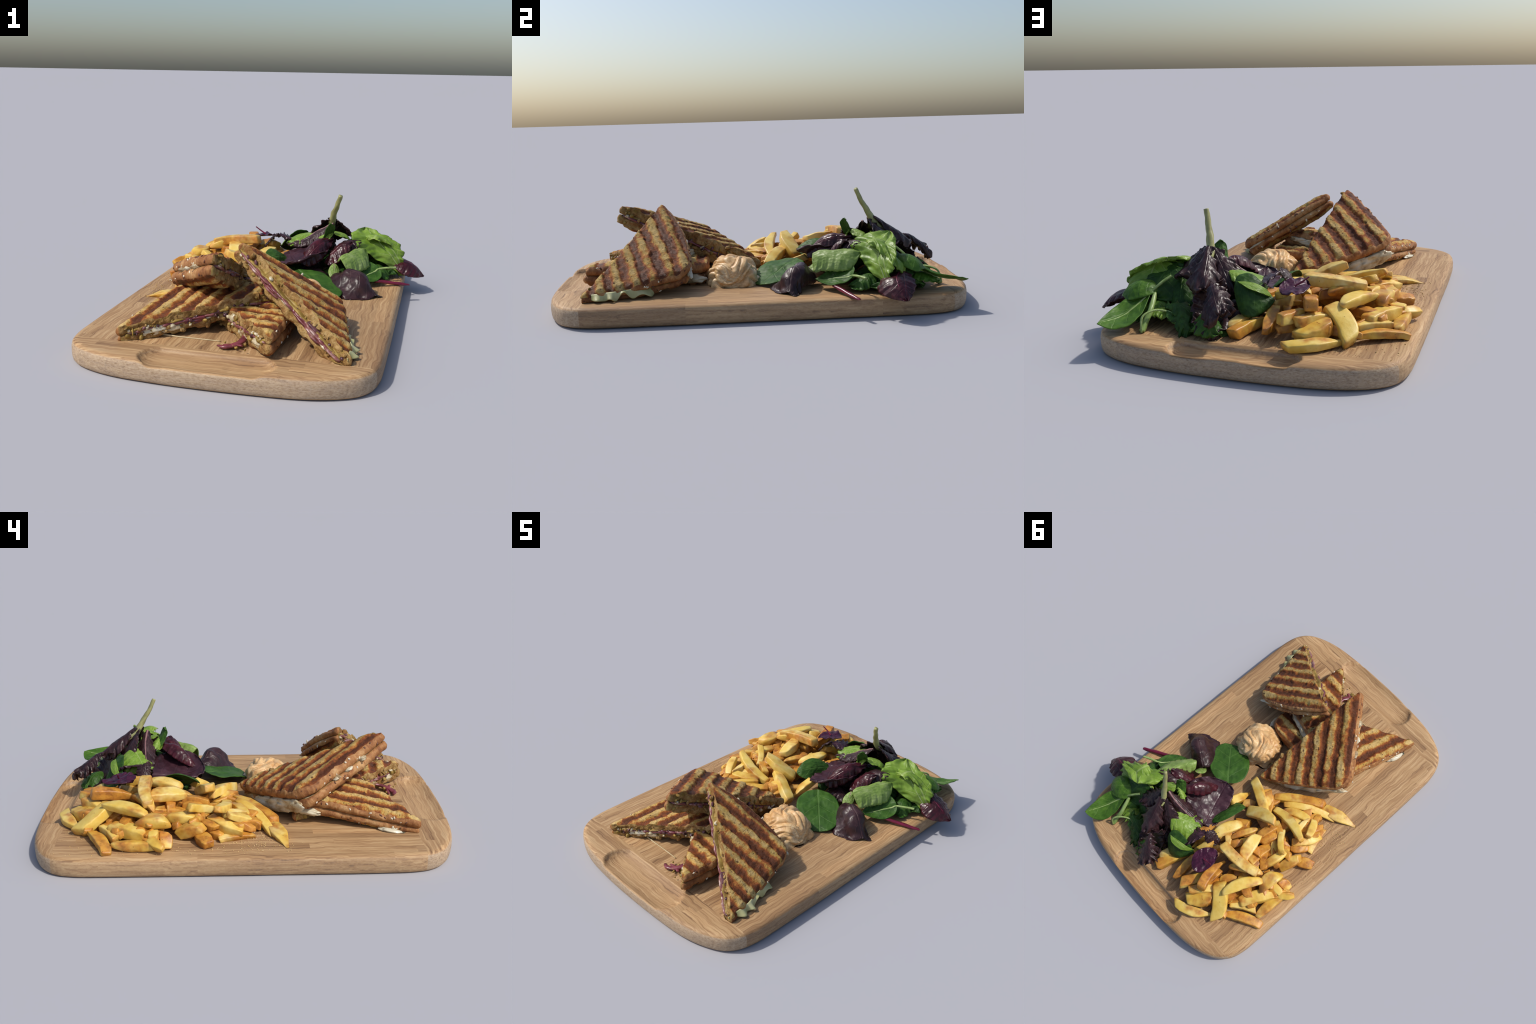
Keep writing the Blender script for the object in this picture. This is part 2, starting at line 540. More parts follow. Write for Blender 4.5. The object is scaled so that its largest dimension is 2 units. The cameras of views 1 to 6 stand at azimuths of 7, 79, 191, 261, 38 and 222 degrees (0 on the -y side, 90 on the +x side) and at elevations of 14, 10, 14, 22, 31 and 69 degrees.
def tube(path, radii, sides=8, squash=1.0, seed=0):
    path = np.asarray(path, float)
    k = len(path)
    # smooth the control points
    t = np.linspace(0, k - 1, (k - 1) * 6 + 1)
    P = np.empty((len(t), 3))
    for q, tt in enumerate(t):
        i = min(int(tt), k - 2)
        u = tt - i
        p0, p1, p2, p3 = path[max(i - 1, 0)], path[i], path[i + 1], path[min(i + 2, k - 1)]
        P[q] = 0.5 * (2 * p1 + (p2 - p0) * u + (2 * p0 - 5 * p1 + 4 * p2 - p3) * u * u + (3 * p1 - p0 - 3 * p2 + p3) * u ** 3)
    R = np.interp(t, range(k), radii)
    T = np.gradient(P, axis=0)
    T /= np.linalg.norm(T, axis=1, keepdims=True)
    up = np.array([0.3, 0.2, 1.0])
    A = np.cross(T, up)
    A /= np.linalg.norm(A, axis=1, keepdims=True)
    B = np.cross(A, T)
    verts, faces = [], []
    for i in range(len(P)):
        for s in range(sides):
            an = 2 * math.pi * s / sides
            rr = R[i] * (1 + 0.12 * math.sin(3 * an + i * 0.7 + seed))
            verts.append(P[i] + A[i] * math.cos(an) * rr + B[i] * math.sin(an) * rr * squash)
    for i in range(len(P) - 1):
        for s in range(sides):
            r = (s + 1) % sides
            faces.append((i * sides + s, i * sides + r, (i + 1) * sides + r, (i + 1) * sides + s))
    faces.append(tuple(reversed(range(sides))))
    m = (len(P) - 1) * sides
    faces.append(tuple(m + s for s in range(sides)))
    return np.array(verts), faces


# ------------------------------------------------------------------ cutting board
ANG = -math.atan(0.133)
BOARD = Matrix.Translation((-0.0402, 0.0005, 0)) @ Matrix.Rotation(ANG, 4, "Z")


def spline_loop(ctrl, per=14):
    c = np.asarray(ctrl, float)
    n = len(c)
    out = []
    for i in range(n):
        p0, p1, p2, p3 = c[i - 1], c[i], c[(i + 1) % n], c[(i + 2) % n]
        for u in np.linspace(0, 1, per, endpoint=False):
            out.append(0.5 * (2 * p1 + (p2 - p0) * u + (2 * p0 - 5 * p1 + 4 * p2 - p3) * u * u + (3 * p1 - p0 - 3 * p2 + p3) * u ** 3))
    return np.array(out)


def build_board():
    q = [(0.0, 0.981), (0.2, 0.976), (0.36, 0.962), (0.47, 0.935), (0.560, 0.889), (0.611, 0.827), (0.633, 0.747), (0.639, 0.64), (0.641, 0.35), (0.641, 0.0)]
    quad = [(x, y) for x, y in q]
    right = quad[::-1]                       # (0.64, 0) up to (0, 0.98)
    ctrl = right + [(-x, y) for x, y in quad[1:]] + [(-x, -y) for x, y in right[1:]] + [(x, -y) for x, y in quad[1:-1]]
    outer = resample_closed(spline_loop(ctrl), 0.011)
    nrm = loop_normals(outer)
    inner = outer - nrm * 0.026

    def recess(p):
        d = np.zeros(len(p))
        for cy, cx, half, r, deep in ((-0.895, -0.014, 0.192, 0.080, 0.030), (0.912, 0.0, 0.205, 0.060, 0.037)):
            dx = np.maximum(np.abs(p[:, 0] - cx) - half, 0)
            dd = np.hypot(dx, p[:, 1] - cy) / r
            d = np.maximum(d, deep * np.clip(1 - dd ** 2.8, 0, 1) ** 0.55)
        return d

    def z_top(p):
        w = 0.0009 * fbm(np.c_[p * 5, np.zeros(len(p))], 3)
        return TOP + w - recess(p)

    V, F, rim = planar_fill(inner, 0.0078)
    verts = [np.c_[V, z_top(V)]]
    faces = list(F)
    base, nb = len(V), len(inner)
    prev = list(rim)
    profile = [(0.017, TOP - 0.0018), (0.009, TOP - 0.006), (0.003, TOP - 0.014), (0.0, TOP - 0.028), (0.0, 0.040), (0.001, 0.022), (0.004, 0.010), (0.009, 0.003), (0.018, 0.0)]
    for k, (ins, z) in enumerate(profile):
        r = outer - nrm * ins
        r = r + nrm * (0.0015 * fbm(np.c_[outer * 6, np.full(nb, z * 20)], 5))[:, None]
        zz = np.full(nb, z)
        if k < 4:
            zz = np.minimum(zz, z_top(r) + (z - TOP))
        verts.append(np.c_[r, zz])
        row = list(range(base, base + nb))
        for i in range(nb):
            j = (i + 1) % nb
            faces.append((row[i], row[j], prev[j], prev[i]))
        prev = row
        base += nb
    faces.append(tuple(reversed(prev)))
    me = make_mesh("cutting_board", np.vstack(verts), faces, [wood_material()])
    ob = add("cutting_board", me, None, BOARD)
    ob["label"] = "light bamboo cutting board with rounded ends and finger grips"
    ob["category"] = "cutting board"
    return ob


# ------------------------------------------------------------------ sandwiches
def tri_loop(LA, LB, inset_leg, cut_out, r0, r1, step=0.0075, bulge=(0.0, 0.0), sag=0.0):
    """right triangle with rounded corners; legs along +x and +y that may bow outwards"""
    R = np.array([inset_leg, inset_leg])
    A = np.array([LA + cut_out - inset_leg, inset_leg])
    B = np.array([inset_leg, LB + cut_out - inset_leg])
    C = [R, A, B]
    rr = [r0, r1, r1]
    out = []
    for i in range(3):
        p, a, b = C[i], C[i - 1], C[(i + 1) % 3]
        ua, ub = (a - p) / np.linalg.norm(a - p), (b - p) / np.linalg.norm(b - p)
        s, e = p + ua * rr[i], p + ub * rr[i]
        for t in np.linspace(0, 1, 9):
            out.append((1 - t) ** 2 * s + 2 * t * (1 - t) * p + t * t * e)
    P = resample_closed(out, step)
    u, v = np.clip(P[:, 0] / LA, 0, 1), np.clip(P[:, 1] / LB, 0, 1)
    near_x, near_y = smooth(0.28, 0.0, v), smooth(0.28, 0.0, u)
    P = P - np.c_[near_y * bulge[1] * 4 * v * (1 - v), near_x * bulge[0] * 4 * u * (1 - u)]
    nn = np.array([LB, LA]) / math.hypot(LA, LB)
    w = np.clip(u / (u + v + 1e-9), 0, 1)
    P = P - nn * (sag * 4 * w * (1 - w) * smooth(0.72, 1.0, u + v))[:, None]
    return P


def edge_dist(p, LA, LB):
    d1, d2 = p[:, 1], p[:, 0]
    d3 = (LA * LB - LB * p[:, 0] - LA * p[:, 1]) / math.hypot(LA, LB)
    return d1, d2, d3


def bread_slice(LA, LB, sign, z_in, z_out, y0, seed, M, bow):
    loop = tri_loop(LA, LB, 0.0, bow[3], 0.075, 0.028, 0.0065, bow[:2], bow[2])
    nrm = loop_normals(loop)
    wob = 0.005 * fbm(np.c_[loop * 14, np.full(len(loop), seed)], seed) + 0.002 * fbm(np.c_[loop * 60, np.full(len(loop), seed)], seed + 5)
    loop = loop + nrm * wob[:, None]

    def outer(p):
        d1, d2, d3 = edge_dist(p, LA, LB)
        leg = np.minimum(d1, d2)
        fall = 0.012 * (1 - smooth(-0.012, 0.026, leg)) ** 2 + 0.004 * (1 - smooth(-0.004, 0.02, d3)) ** 2
        tips = 0.006 * smooth(0.11, 0.0, np.minimum(np.hypot(p[:, 0] - LA, p[:, 1]), np.hypot(p[:, 0], p[:, 1] - LB)))
        g = grill_height(p[:, 0], p[:, 1], y0)
        torn = 0.5 * fbm(np.c_[p * 34, np.full(len(p), seed)], seed + 21)
        relief = 0.004 - 0.0095 * smooth(0.30, 0.70, g + torn)
        n1 = 0.0045 * fbm(np.c_[p * 20, np.full(len(p), seed)], seed + 2) + 0.0020 * vnoise(np.c_[p * 75, np.full(len(p), seed)], seed + 3)
        sag = 0.006 * fbm(np.c_[p * 4, np.full(len(p), seed + 0.5)], seed + 4)
        return sign * (z_out - fall - tips + relief + n1 + sag)

    def inner(p):
        d1, d2, d3 = edge_dist(p, LA, LB)
        pinch = 0.005 * (1 - smooth(0, 0.05, np.minimum(d1, d2)))
        n1 = 0.003 * fbm(np.c_[p * 20, np.full(len(p), seed)], seed + 9)
        return sign * (z_in - pinch + n1)

    top, bot = (outer, inner) if sign > 0 else (inner, outer)
    d1, d2, d3 = edge_dist(loop, LA, LB)
    side = np.where((d3 < 0.016 + bow[2]) & (np.minimum(d1, d2) > 0.004), 2, 1)
    bul = np.where(side == 1, 0.011, 0.002)
    V, F, rim = planar_fill(loop, 0.006)
    n = len(V)
    zt, zb = top(V), bot(V)
    verts = [np.c_[V, zt], np.c_[V, zb]]
    faces = list(F) + [tuple(n + i for i in reversed(f)) for f in F]
    mi = [0 if sign > 0 else 2] * len(F) + [2 if sign > 0 else 0] * len(F)
    nn = loop_normals(loop)
    rows, base, nb, rings = [[n + i for i in rim]], 2 * n, len(loop), 6
    for k in range(1, rings):
        t = k / rings
        z = zb[rim] + (zt[rim] - zb[rim]) * t
        rag = 0.006 * fbm(np.c_[loop * 45, z * 60], seed + 11) * np.where(side == 2, 1.5, 0.45)
        r = loop + nn * (bul * math.sin(math.pi * t) + rag)[:, None]
        verts.append(np.c_[r, z])
        rows.append(list(range(base, base + nb)))
        base += nb
    rows.append(list(rim))
    for a, b in zip(rows[:-1], rows[1:]):
        for i in range(nb):
            j = (i + 1) % nb
            faces.append((a[i], a[j], b[j], b[i]))
            mi.append(int(side[i]))
    P = np.vstack(verts)
    return clamp_floor(P, M), faces, mi


def filling(LA, LB, inset, out_cut, zc, th, lump, seed, M, leg_out=0.0):
    loop = tri_loop(LA, LB, inset, 0.0, 0.05, 0.03, 0.006)
    d1, d2, d3 = edge_dist(loop, LA, LB)
    nn = loop_normals(loop)
    nz = fbm(np.c_[loop * 22, np.full(len(loop), seed)], seed)
    push = np.where(d3 < 0.02, out_cut + lump * nz, leg_out * np.clip(nz * 2 + 0.3, -0.5, 1.2))
    loop = loop + nn * push[:, None]

    def wave(p):
        return zc + 0.007 * fbm(np.c_[p * 13, np.full(len(p), seed)], seed + 1)

    def top(p):
        return wave(p) + th * (0.5 + 0.35 * fbm(np.c_[p * 26, np.full(len(p), seed)], seed + 2))

    def bot(p):
        return wave(p) - th * (0.5 + 0.35 * fbm(np.c_[p * 26, np.full(len(p), seed)], seed + 3))

    V, F, mi = slab(loop, 0.011, top, bot, 0.4 * th, 4)
    return clamp_floor(V, M), F


def blob(center, axes, seed, amp=0.2, freq=3.0, nu=28, nv=18):
    """lumpy ellipsoid; axes are three vectors"""
    c = np.asarray(center, float)
    ax = np.asarray(axes, float)
    verts, faces = [], []
    D = []
    for i in range(nv + 1):
        th = math.pi * i / nv
        for j in range(nu):
            ph = 2 * math.pi * j / nu
            D.append((math.sin(th) * math.cos(ph), math.sin(th) * math.sin(ph), math.cos(th)))
    D = np.array(D)
    r = 1 + amp * fbm(D * freq + seed * 3.1, seed, 3)
    V = c + (D * r[:, None]) @ ax
    for i in range(nv):
        for j in range(nu):
            k = (j + 1) % nu
            faces.append((i * nu + j, (i + 1) * nu + j, (i + 1) * nu + k, i * nu + k))
    return V, faces


def merge(parts):
    V, F, n = [], [], 0
    for v, f in parts:
        V.append(np.asarray(v))
        F += [tuple(i + n for i in q) for q in f]
        n += len(v)
    return np.vstack(V), F


def frame(R, A, B):
    R, A, B = (np.array(p, float) for p in (R, A, B))
    ex, ey = (A - R) / np.linalg.norm(A - R), (B - R) / np.linalg.norm(B - R)
    bis, dif = ex + ey, ex - ey
    bis /= np.linalg.norm(bis)
    dif -= bis * (dif @ bis)
    dif /= np.linalg.norm(dif)
    x, y = (bis + dif) / math.sqrt(2), (bis - dif) / math.sqrt(2)
    z = np.cross(x, y)
    return R, x, y, z, np.linalg.norm(A - R), np.linalg.norm(B - R)


CRUST = crust_material()
CRUMB = crumb_material()
HAM = ham_material()
CHEESE = cheese_material()
MUSTARD = plain_material("mustard_spread", (0.15, 0.085, 0.012), (0.36, 0.24, 0.055), 24, 0.5, 0.4, 0.7)
ONION = plain_material("red_onion", (0.07, 0.012, 0.018), (0.25, 0.055, 0.07), 18, 0.3, 0.5, 0.2)
BACON = plain_material("purple_meat", (0.025, 0.012, 0.018), (0.16, 0.06, 0.07), 20, 0.32, 0.5, 0.5)
SEED_DARK = plain_material("flax_seed", (0.07, 0.022, 0.01), (0.14, 0.05, 0.022), 30, 0.35, 0.5, 0.1)
SEED_PALE = plain_material("pale_seed", (0.55, 0.47, 0.33), (0.72, 0.66, 0.52), 30, 0.5, 0.4, 0.1)
LETTUCE_PALE = plain_material("pale_lettuce", (0.34, 0.33, 0.12), (0.56, 0.53, 0.28), 10, 0.4, 0.4, 0.3)


def seeds_on(LA, LB, T, count, seed, bow):
    """small seeds pressed in the crust of the two legs"""
    r = np.random.default_rng(seed)
    dark, pale = [], []
    for k in range(count):
        leg = r.random() < 0.5
        s = r.uniform(0.06, 0.9)
        zc = r.choice([-1, 1]) * r.uniform(0.012, T * 0.36)
        dep = -0.0075 - bow[0 if leg else 1] * 4 * s * (1 - s)
        p = np.array([s * LA, dep, zc]) if leg else np.array([dep, s * LB, zc])
        a = r.uniform(0, math.pi)
        al = np.array([1, 0, 0]) if leg else np.array([0, 1, 0])
        up = np.array([0, 0, 1.0])
        u = al * math.cos(a) + up * math.sin(a)
        w = -al * math.sin(a) + up * math.cos(a)
        nn = np.array([0, 1, 0]) if leg else np.array([1, 0, 0])
        L = r.uniform(0.006, 0.0095)
        b = blob(p, [u * L, w * L * 0.55, nn * 0.0035], k, 0.05, 2, 10, 6)
        (dark if r.random() < 0.6 else pale).append(b)
    return dark, pale


def build_sandwich(R, A, B, T, y0, pale, seed, label, fills, bow=(0.006, 0.006, 0.004, 0.007)):
    R, x, y, z, LA, LB = frame(R, A, B)
    mid = R - z * (T / 2)
    M = Matrix(((x[0], y[0], z[0], mid[0]), (x[1], y[1], z[1], mid[1]), (x[2], y[2], z[2], mid[2]), (0, 0, 0, 1)))
    em = thing("grilled_sandwich", mid, label, "toasted sandwich")
    face = toast_material(y0, pale)
    for s in (1, -1):
        V, F, mi = bread_slice(LA, LB, s, T * 0.06, T * 0.5, y0, seed * 10 + s + 3, M, bow)
        add("bread_slice", make_mesh("bread_slice", V, F, [face, CRUST, CRUMB], mi), em, M)
    for k, (name, mat, inset, out, zc, th, lump, leg_out) in enumerate(fills):
        V, F = filling(LA, LB, inset, out, zc, th, lump, seed * 7 + k, M, leg_out)
        add(name, make_mesh(name, V, F, [mat]), em, M)
    dark, light = seeds_on(LA, LB, T, 44, seed, bow)
    for nm, parts, mat in (("dark_seeds", dark, SEED_DARK), ("pale_seeds", light, SEED_PALE)):
        V, F = merge(parts)
        o = add(nm, make_mesh(nm, V, F, [mat]), em, M)
        o["kind"] = "stuff"
    r = np.random.default_rng(seed + 70)
    A2, B2 = np.array([LA, 0.0]), np.array([0.0, LB])
    nn = np.array([LB, LA]) / math.hypot(LA, LB)
    for nm, mat, count, spread in (("filling_crumbs", MUSTARD, 26, 0.30), ("meat_bits", BACON, 16, 0.16), ("cheese_bits", CHEESE, 12, 0.20), ("bread_crumbs", CRUMB, 40, 0.42)):
        parts = []
        for k in range(count):
            w = r.uniform(0.05, 0.95)
            c = A2 + (B2 - A2) * w - nn * (bow[2] * 4 * w * (1 - w) + r.uniform(-0.006, 0.006) - bow[3])
            q = r.uniform(0.004, 0.011)
            parts.append(blob((c[0], c[1], r.uniform(-1, 1) * T * spread), r.normal(0, 0.25, (3, 3)) * q + np.eye(3) * q, k, 0.5, 2.0, 10, 7))
        V, F = merge(parts)
        o = add(nm, make_mesh(nm, clamp_floor(V, M), F, [mat]), em, M)
        o["kind"] = "stuff"
    return em, M, LA, LB


def lumps_on_cut(em, M, LA, LB, name, mat, spans, seed):
    """pieces of filling squeezed out of the cut side; spans = (position 0..1, z, length, height, out)"""
    A, B = np.array([LA, 0.0]), np.array([0.0, LB])
    t = (B - A) / np.linalg.norm(B - A)
    nn = np.array([LB, LA]) / math.hypot(LA, LB)
    for k, (s, zc, ln, ht, out) in enumerate(spans):
        c = A + (B - A) * s + nn * (out - 0.018 - (0.014 if LA < 0.52 and name != "none" else 0.0) * 4 * s * (1 - s))
        V, F = blob((c[0], c[1], zc), [(t[0] * ln, t[1] * ln, 0), (nn[0] * 0.018, nn[1] * 0.018, 0), (0, 0, ht)], seed + k, 0.5, 2.2, 30, 18)
        add(name, make_mesh(name, clamp_floor(V, M), F, [mat]), em, M)


def lumps_on_leg(em, M, L, along_x, name, mat, spans, seed):
    for k, (s, zc, ln, ht, out) in enumerate(spans):
        if along_x:
            c, ax = (s * L, -out, zc), [(ln, 0, 0), (0, 0.022, 0), (0, 0, ht)]
        else:
            c, ax = (-out, s * L, zc), [(0, ln, 0), (0.022, 0, 0), (0, 0, ht)]
        V, F = blob(c, ax, seed + k, 0.45, 2.4, 30, 18)
        add(name, make_mesh(name, clamp_floor(V, M), F, [mat]), em, M)


def frill(path, hang, width, seed, n_wave=7, rows=8, amp=0.02):
    """wavy strip of lettuce following a path; hang is the direction it droops"""
    path = np.asarray(path, float)
    k = len(path)
    cols = 70
    t = np.linspace(0, k - 1, cols)
    P = np.c_[[np.interp(t, range(k), path[:, i]) for i in range(3)]].T
    hang = np.asarray(hang, float)
    hang /= np.linalg.norm(hang)
    T = np.gradient(P, axis=0)
    T /= np.linalg.norm(T, axis=1, keepdims=True)
    N = np.cross(T, hang)
    verts = []
    for i in range(cols):
        w = width * (0.75 + 0.4 * math.sin(i * 0.31 + seed) * math.sin(i * 0.11 + 1)) * min(1, 0.25 + 6 * min(i, cols - 1 - i) / cols)
        for j in range(rows):
            v = j / (rows - 1)
            off = amp * v ** 1.2 * math.sin(2 * math.pi * n_wave * i / cols + 1.5 * math.sin(i * 0.13 + seed))
            verts.append(P[i] + hang * (w * v) + N[i] * off)
    faces = [(i * rows + j, i * rows + j + 1, (i + 1) * rows + j + 1, (i + 1) * rows + j) for i in range(cols - 1) for j in range(rows - 1)]
    return np.array(verts), faces


def thicken(ob, th):
    m = ob.modifiers.new("thickness", "SOLIDIFY")
    m.thickness = th
    m.offset = 0


def world_piece(name, V, F, mat, em, solid=None, floor=FLOOR):
    """mesh given in world coordinates, stored relative to its own centre"""
    V = np.array(V, float)
    if floor is not None:
        V[:, 2] = np.maximum(V[:, 2], floor)
    c = (V.min(0) + V.max(0)) / 2
    M = Matrix.Translation(c)
    ob = add(name, make_mesh(name, V - c, F, [mat]), em, M)
    if solid:
        thicken(ob, solid)
    return ob


def build_sandwiches():
    std = [("mustard_spread", MUSTARD, 0.02, -0.002, 0.009, 0.010, 0.016, 0.0), ("ham_sheet", HAM, 0.02, 0.003, 0.0, 0.012, 0.018, 0.0), ("cheese_sheet", CHEESE, 0.010, -0.006, -0.008, 0.010, 0.014, 0.006)]
    # leaning on the others, its cut side towards the front grip
    em, M, LA, LB = build_sandwich((0.340, -0.378, 0.203), (-0.098, -0.452, 0.473), (0.394, -0.866, 0.114), 0.096, 0.047, 1.0, 1, "grilled sandwich half leaning steeply on the others", std, (0.040, 0.010, 0.018, 0.0))
    lumps_on_cut(em, M, LA, LB, "ham_fold", HAM, [(0.20, -0.006, 0.05, 0.014, 0.012), (0.34, -0.014, 0.06, 0.013, 0.016), (0.62, -0.006, 0.07, 0.014, 0.014), (0.74, -0.010, 0.06, 0.015, 0.016)], 40)
    lumps_on_cut(em, M, LA, LB, "purple_meat", BACON, [(0.28, 0.0, 0.035, 0.014, 0.014), (0.45, 0.0, 0.06, 0.012, 0.010), (0.70, 0.007, 0.04, 0.013, 0.015), (0.86, -0.002, 0.04, 0.011, 0.012)], 50)
    lumps_on_cut(em, M, LA, LB, "red_onion", ONION, [(0.55, 0.0, 0.035, 0.011, 0.015), (0.78, 0.006, 0.03, 0.010, 0.016)], 60)
    lumps_on_cut(em, M, LA, LB, "mustard_spread", MUSTARD, [(0.10, 0.006, 0.05, 0.012, 0.008), (0.5, 0.014, 0.06, 0.010, 0.008), (0.92, 0.010, 0.04, 0.010, 0.008)], 66)
    V, F = frill([(0.36, -0.86, 0.118), (0.375, -0.74, 0.13), (0.36, -0.62, 0.135), (0.31, -0.50, 0.125)], (0.62, 0.05, -0.78), 0.045, 3, 5, 8, 0.014)
    world_piece("lettuce_frill", V, F, LETTUCE_PALE, em, 0.003, TOP + 0.003)
    lumps_on_leg(em, M, LA, True, "cheese_ooze", CHEESE, [(0.2, -0.002, 0.10, 0.008, 0.003), (0.6, -0.002, 0.12, 0.007, 0.002)], 70)
    # propped up at the back
    em, M, LA, LB = build_sandwich((-0.454, -0.208, 0.297), (-0.180, -0.654, 0.464), (0.006, 0.016, 0.166), 0.116, 0.090, 1.0, 2, "grilled sandwich half propped up beside the fries", std, (0.004, 0.020, 0.0, 0.007))
    lumps_on_leg(em, M, LB, False, "cheese_ooze", CHEESE, [(0.22, -0.030, 0.09, 0.034, 0.016), (0.42, -0.036, 0.10, 0.036, 0.026), (0.62, -0.036, 0.10, 0.036, 0.024), (0.82, -0.030, 0.09, 0.026, 0.012)], 80)
    lumps_on_cut(em, M, LA, LB, "purple_meat", BACON, [(0.12, -0.004, 0.07, 0.014, 0.008), (0.4, 0.0, 0.09, 0.014, 0.008), (0.7, 0.0, 0.09, 0.014, 0.006)], 90)
    lumps_on_leg(em, M, LA, True, "cheese_ooze", CHEESE, [(0.35, 0.0, 0.02, 0.010, 0.003), (0.5, 0.0, 0.022, 0.009, 0.003), (0.68, 0.0, 0.02, 0.012, 0.003)], 84)
    # flat on the left
    em, M, LA, LB = build_sandwich((-0.366, -0.235, 0.232), (-0.560, -0.745, 0.155), (0.118, -0.440, 0.272), 0.094, 0.050, 1.12, 3, "pale grilled sandwich half lying on the left", std)
    lumps_on_cut(em, M, LA, LB, "cheese_ooze", CHEESE, [(0.20, -0.012, 0.07, 0.022, 0.010), (0.30, -0.016, 0.05, 0.018, 0.012)], 100)
    lumps_on_cut(em, M, LA, LB, "red_onion", ONION, [(0.37, 0.0, 0.04, 0.018, 0.010), (0.45, -0.004, 0.04, 0.016, 0.010)], 110)
    lumps_on_cut(em, M, LA, LB, "purple_meat", BACON, [(0.42, -0.012, 0.06, 0.016, 0.006), (0.52, 0.0, 0.07, 0.014, 0.008), (0.64, 0.0, 0.07, 0.014, 0.006)], 116)
    lumps_on_leg(em, M, LA, True, "cheese_ooze", CHEESE, [(0.06, -0.03, 0.06, 0.018, 0.010), (0.78, -0.034, 0.06, 0.012, 0.012)], 120)
    lumps_on_leg(em, M, LB, False, "cheese_ooze", CHEESE, [(0.62, -0.006, 0.07, 0.022, 0.012), (0.80, -0.002, 0.06, 0.018, 0.010)], 126)
    V, F = tube([(-0.50, -0.668, 0.115), (-0.42, -0.645, 0.097), (-0.338, -0.653, 0.0915), (-0.24, -0.665, 0.0905), (-0.15, -0.678, 0.0905)], [0.008, 0.005, 0.0035, 0.003, 0.003], 6)
    world_piece("cheese_string", V, F, plain_material("cheese_thread", (0.40, 0.30, 0.15), (0.55, 0.44, 0.26)), em)
    # flat underneath, only its corners show
    em, M, LA, LB = build_sandwich((0.162, -0.285, 0.193), (-0.372, -0.200, 0.188), (0.060, -0.850, 0.204), 0.108, 0.030, 1.1, 4, "grilled sandwich half buried under the others", std)
    lumps_on_cut(em, M, LA, LB, "cheese_ooze", CHEESE, [(0.86, -0.022, 0.05, 0.022, 0.012), (0.72, -0.02, 0.05, 0.018, 0.010)], 130)
    lumps_on_cut(em, M, LA, LB, "ham_fold", HAM, [(0.80, 0.002, 0.06, 0.014, 0.014), (0.66, 0.002, 0.06, 0.014, 0.012)], 140)
    lumps_on_leg(em, M, LB, False, "cheese_ooze", CHEESE, [(0.1, -0.02, 0.06, 0.02, 0.008)], 144)
    # onion curl and bits fallen out of it
    for k, (path, w) in enumerate([([(-0.150, -0.750, 0.100), (-0.120, -0.762, 0.100), (-0.085, -0.748, 0.104), (-0.055, -0.715, 0.112), (-0.05, -0.68, 0.12)], 0.026), ([(-0.13, -0.735, 0.097), (-0.09, -0.735, 0.100), (-0.05, -0.76, 0.108)], 0.02)]):
        V, F = tube(path, [w * 0.25] + [w * 0.55] * (len(path) - 2) + [w * 0.4], 10, 0.55, k)
        world_piece("onion_curl", V, F, ONION, em)
    parts = []
    r = np.random.default_rng(5)
    for k in range(9):
        c = (r.uniform(-0.13, -0.02), r.uniform(-0.80, -0.72), r.uniform(0.097, 0.108))
        s = r.uniform(0.004, 0.009)
        parts.append(blob(c, np.eye(3) * s, k, 0.5, 2, 12, 8))
    V, F = merge(parts)
    world_piece("sauce_crumbs", V, F, MUSTARD, em)["kind"] = "stuff"


# ------------------------------------------------------------------ fries
FRY = fry_material()


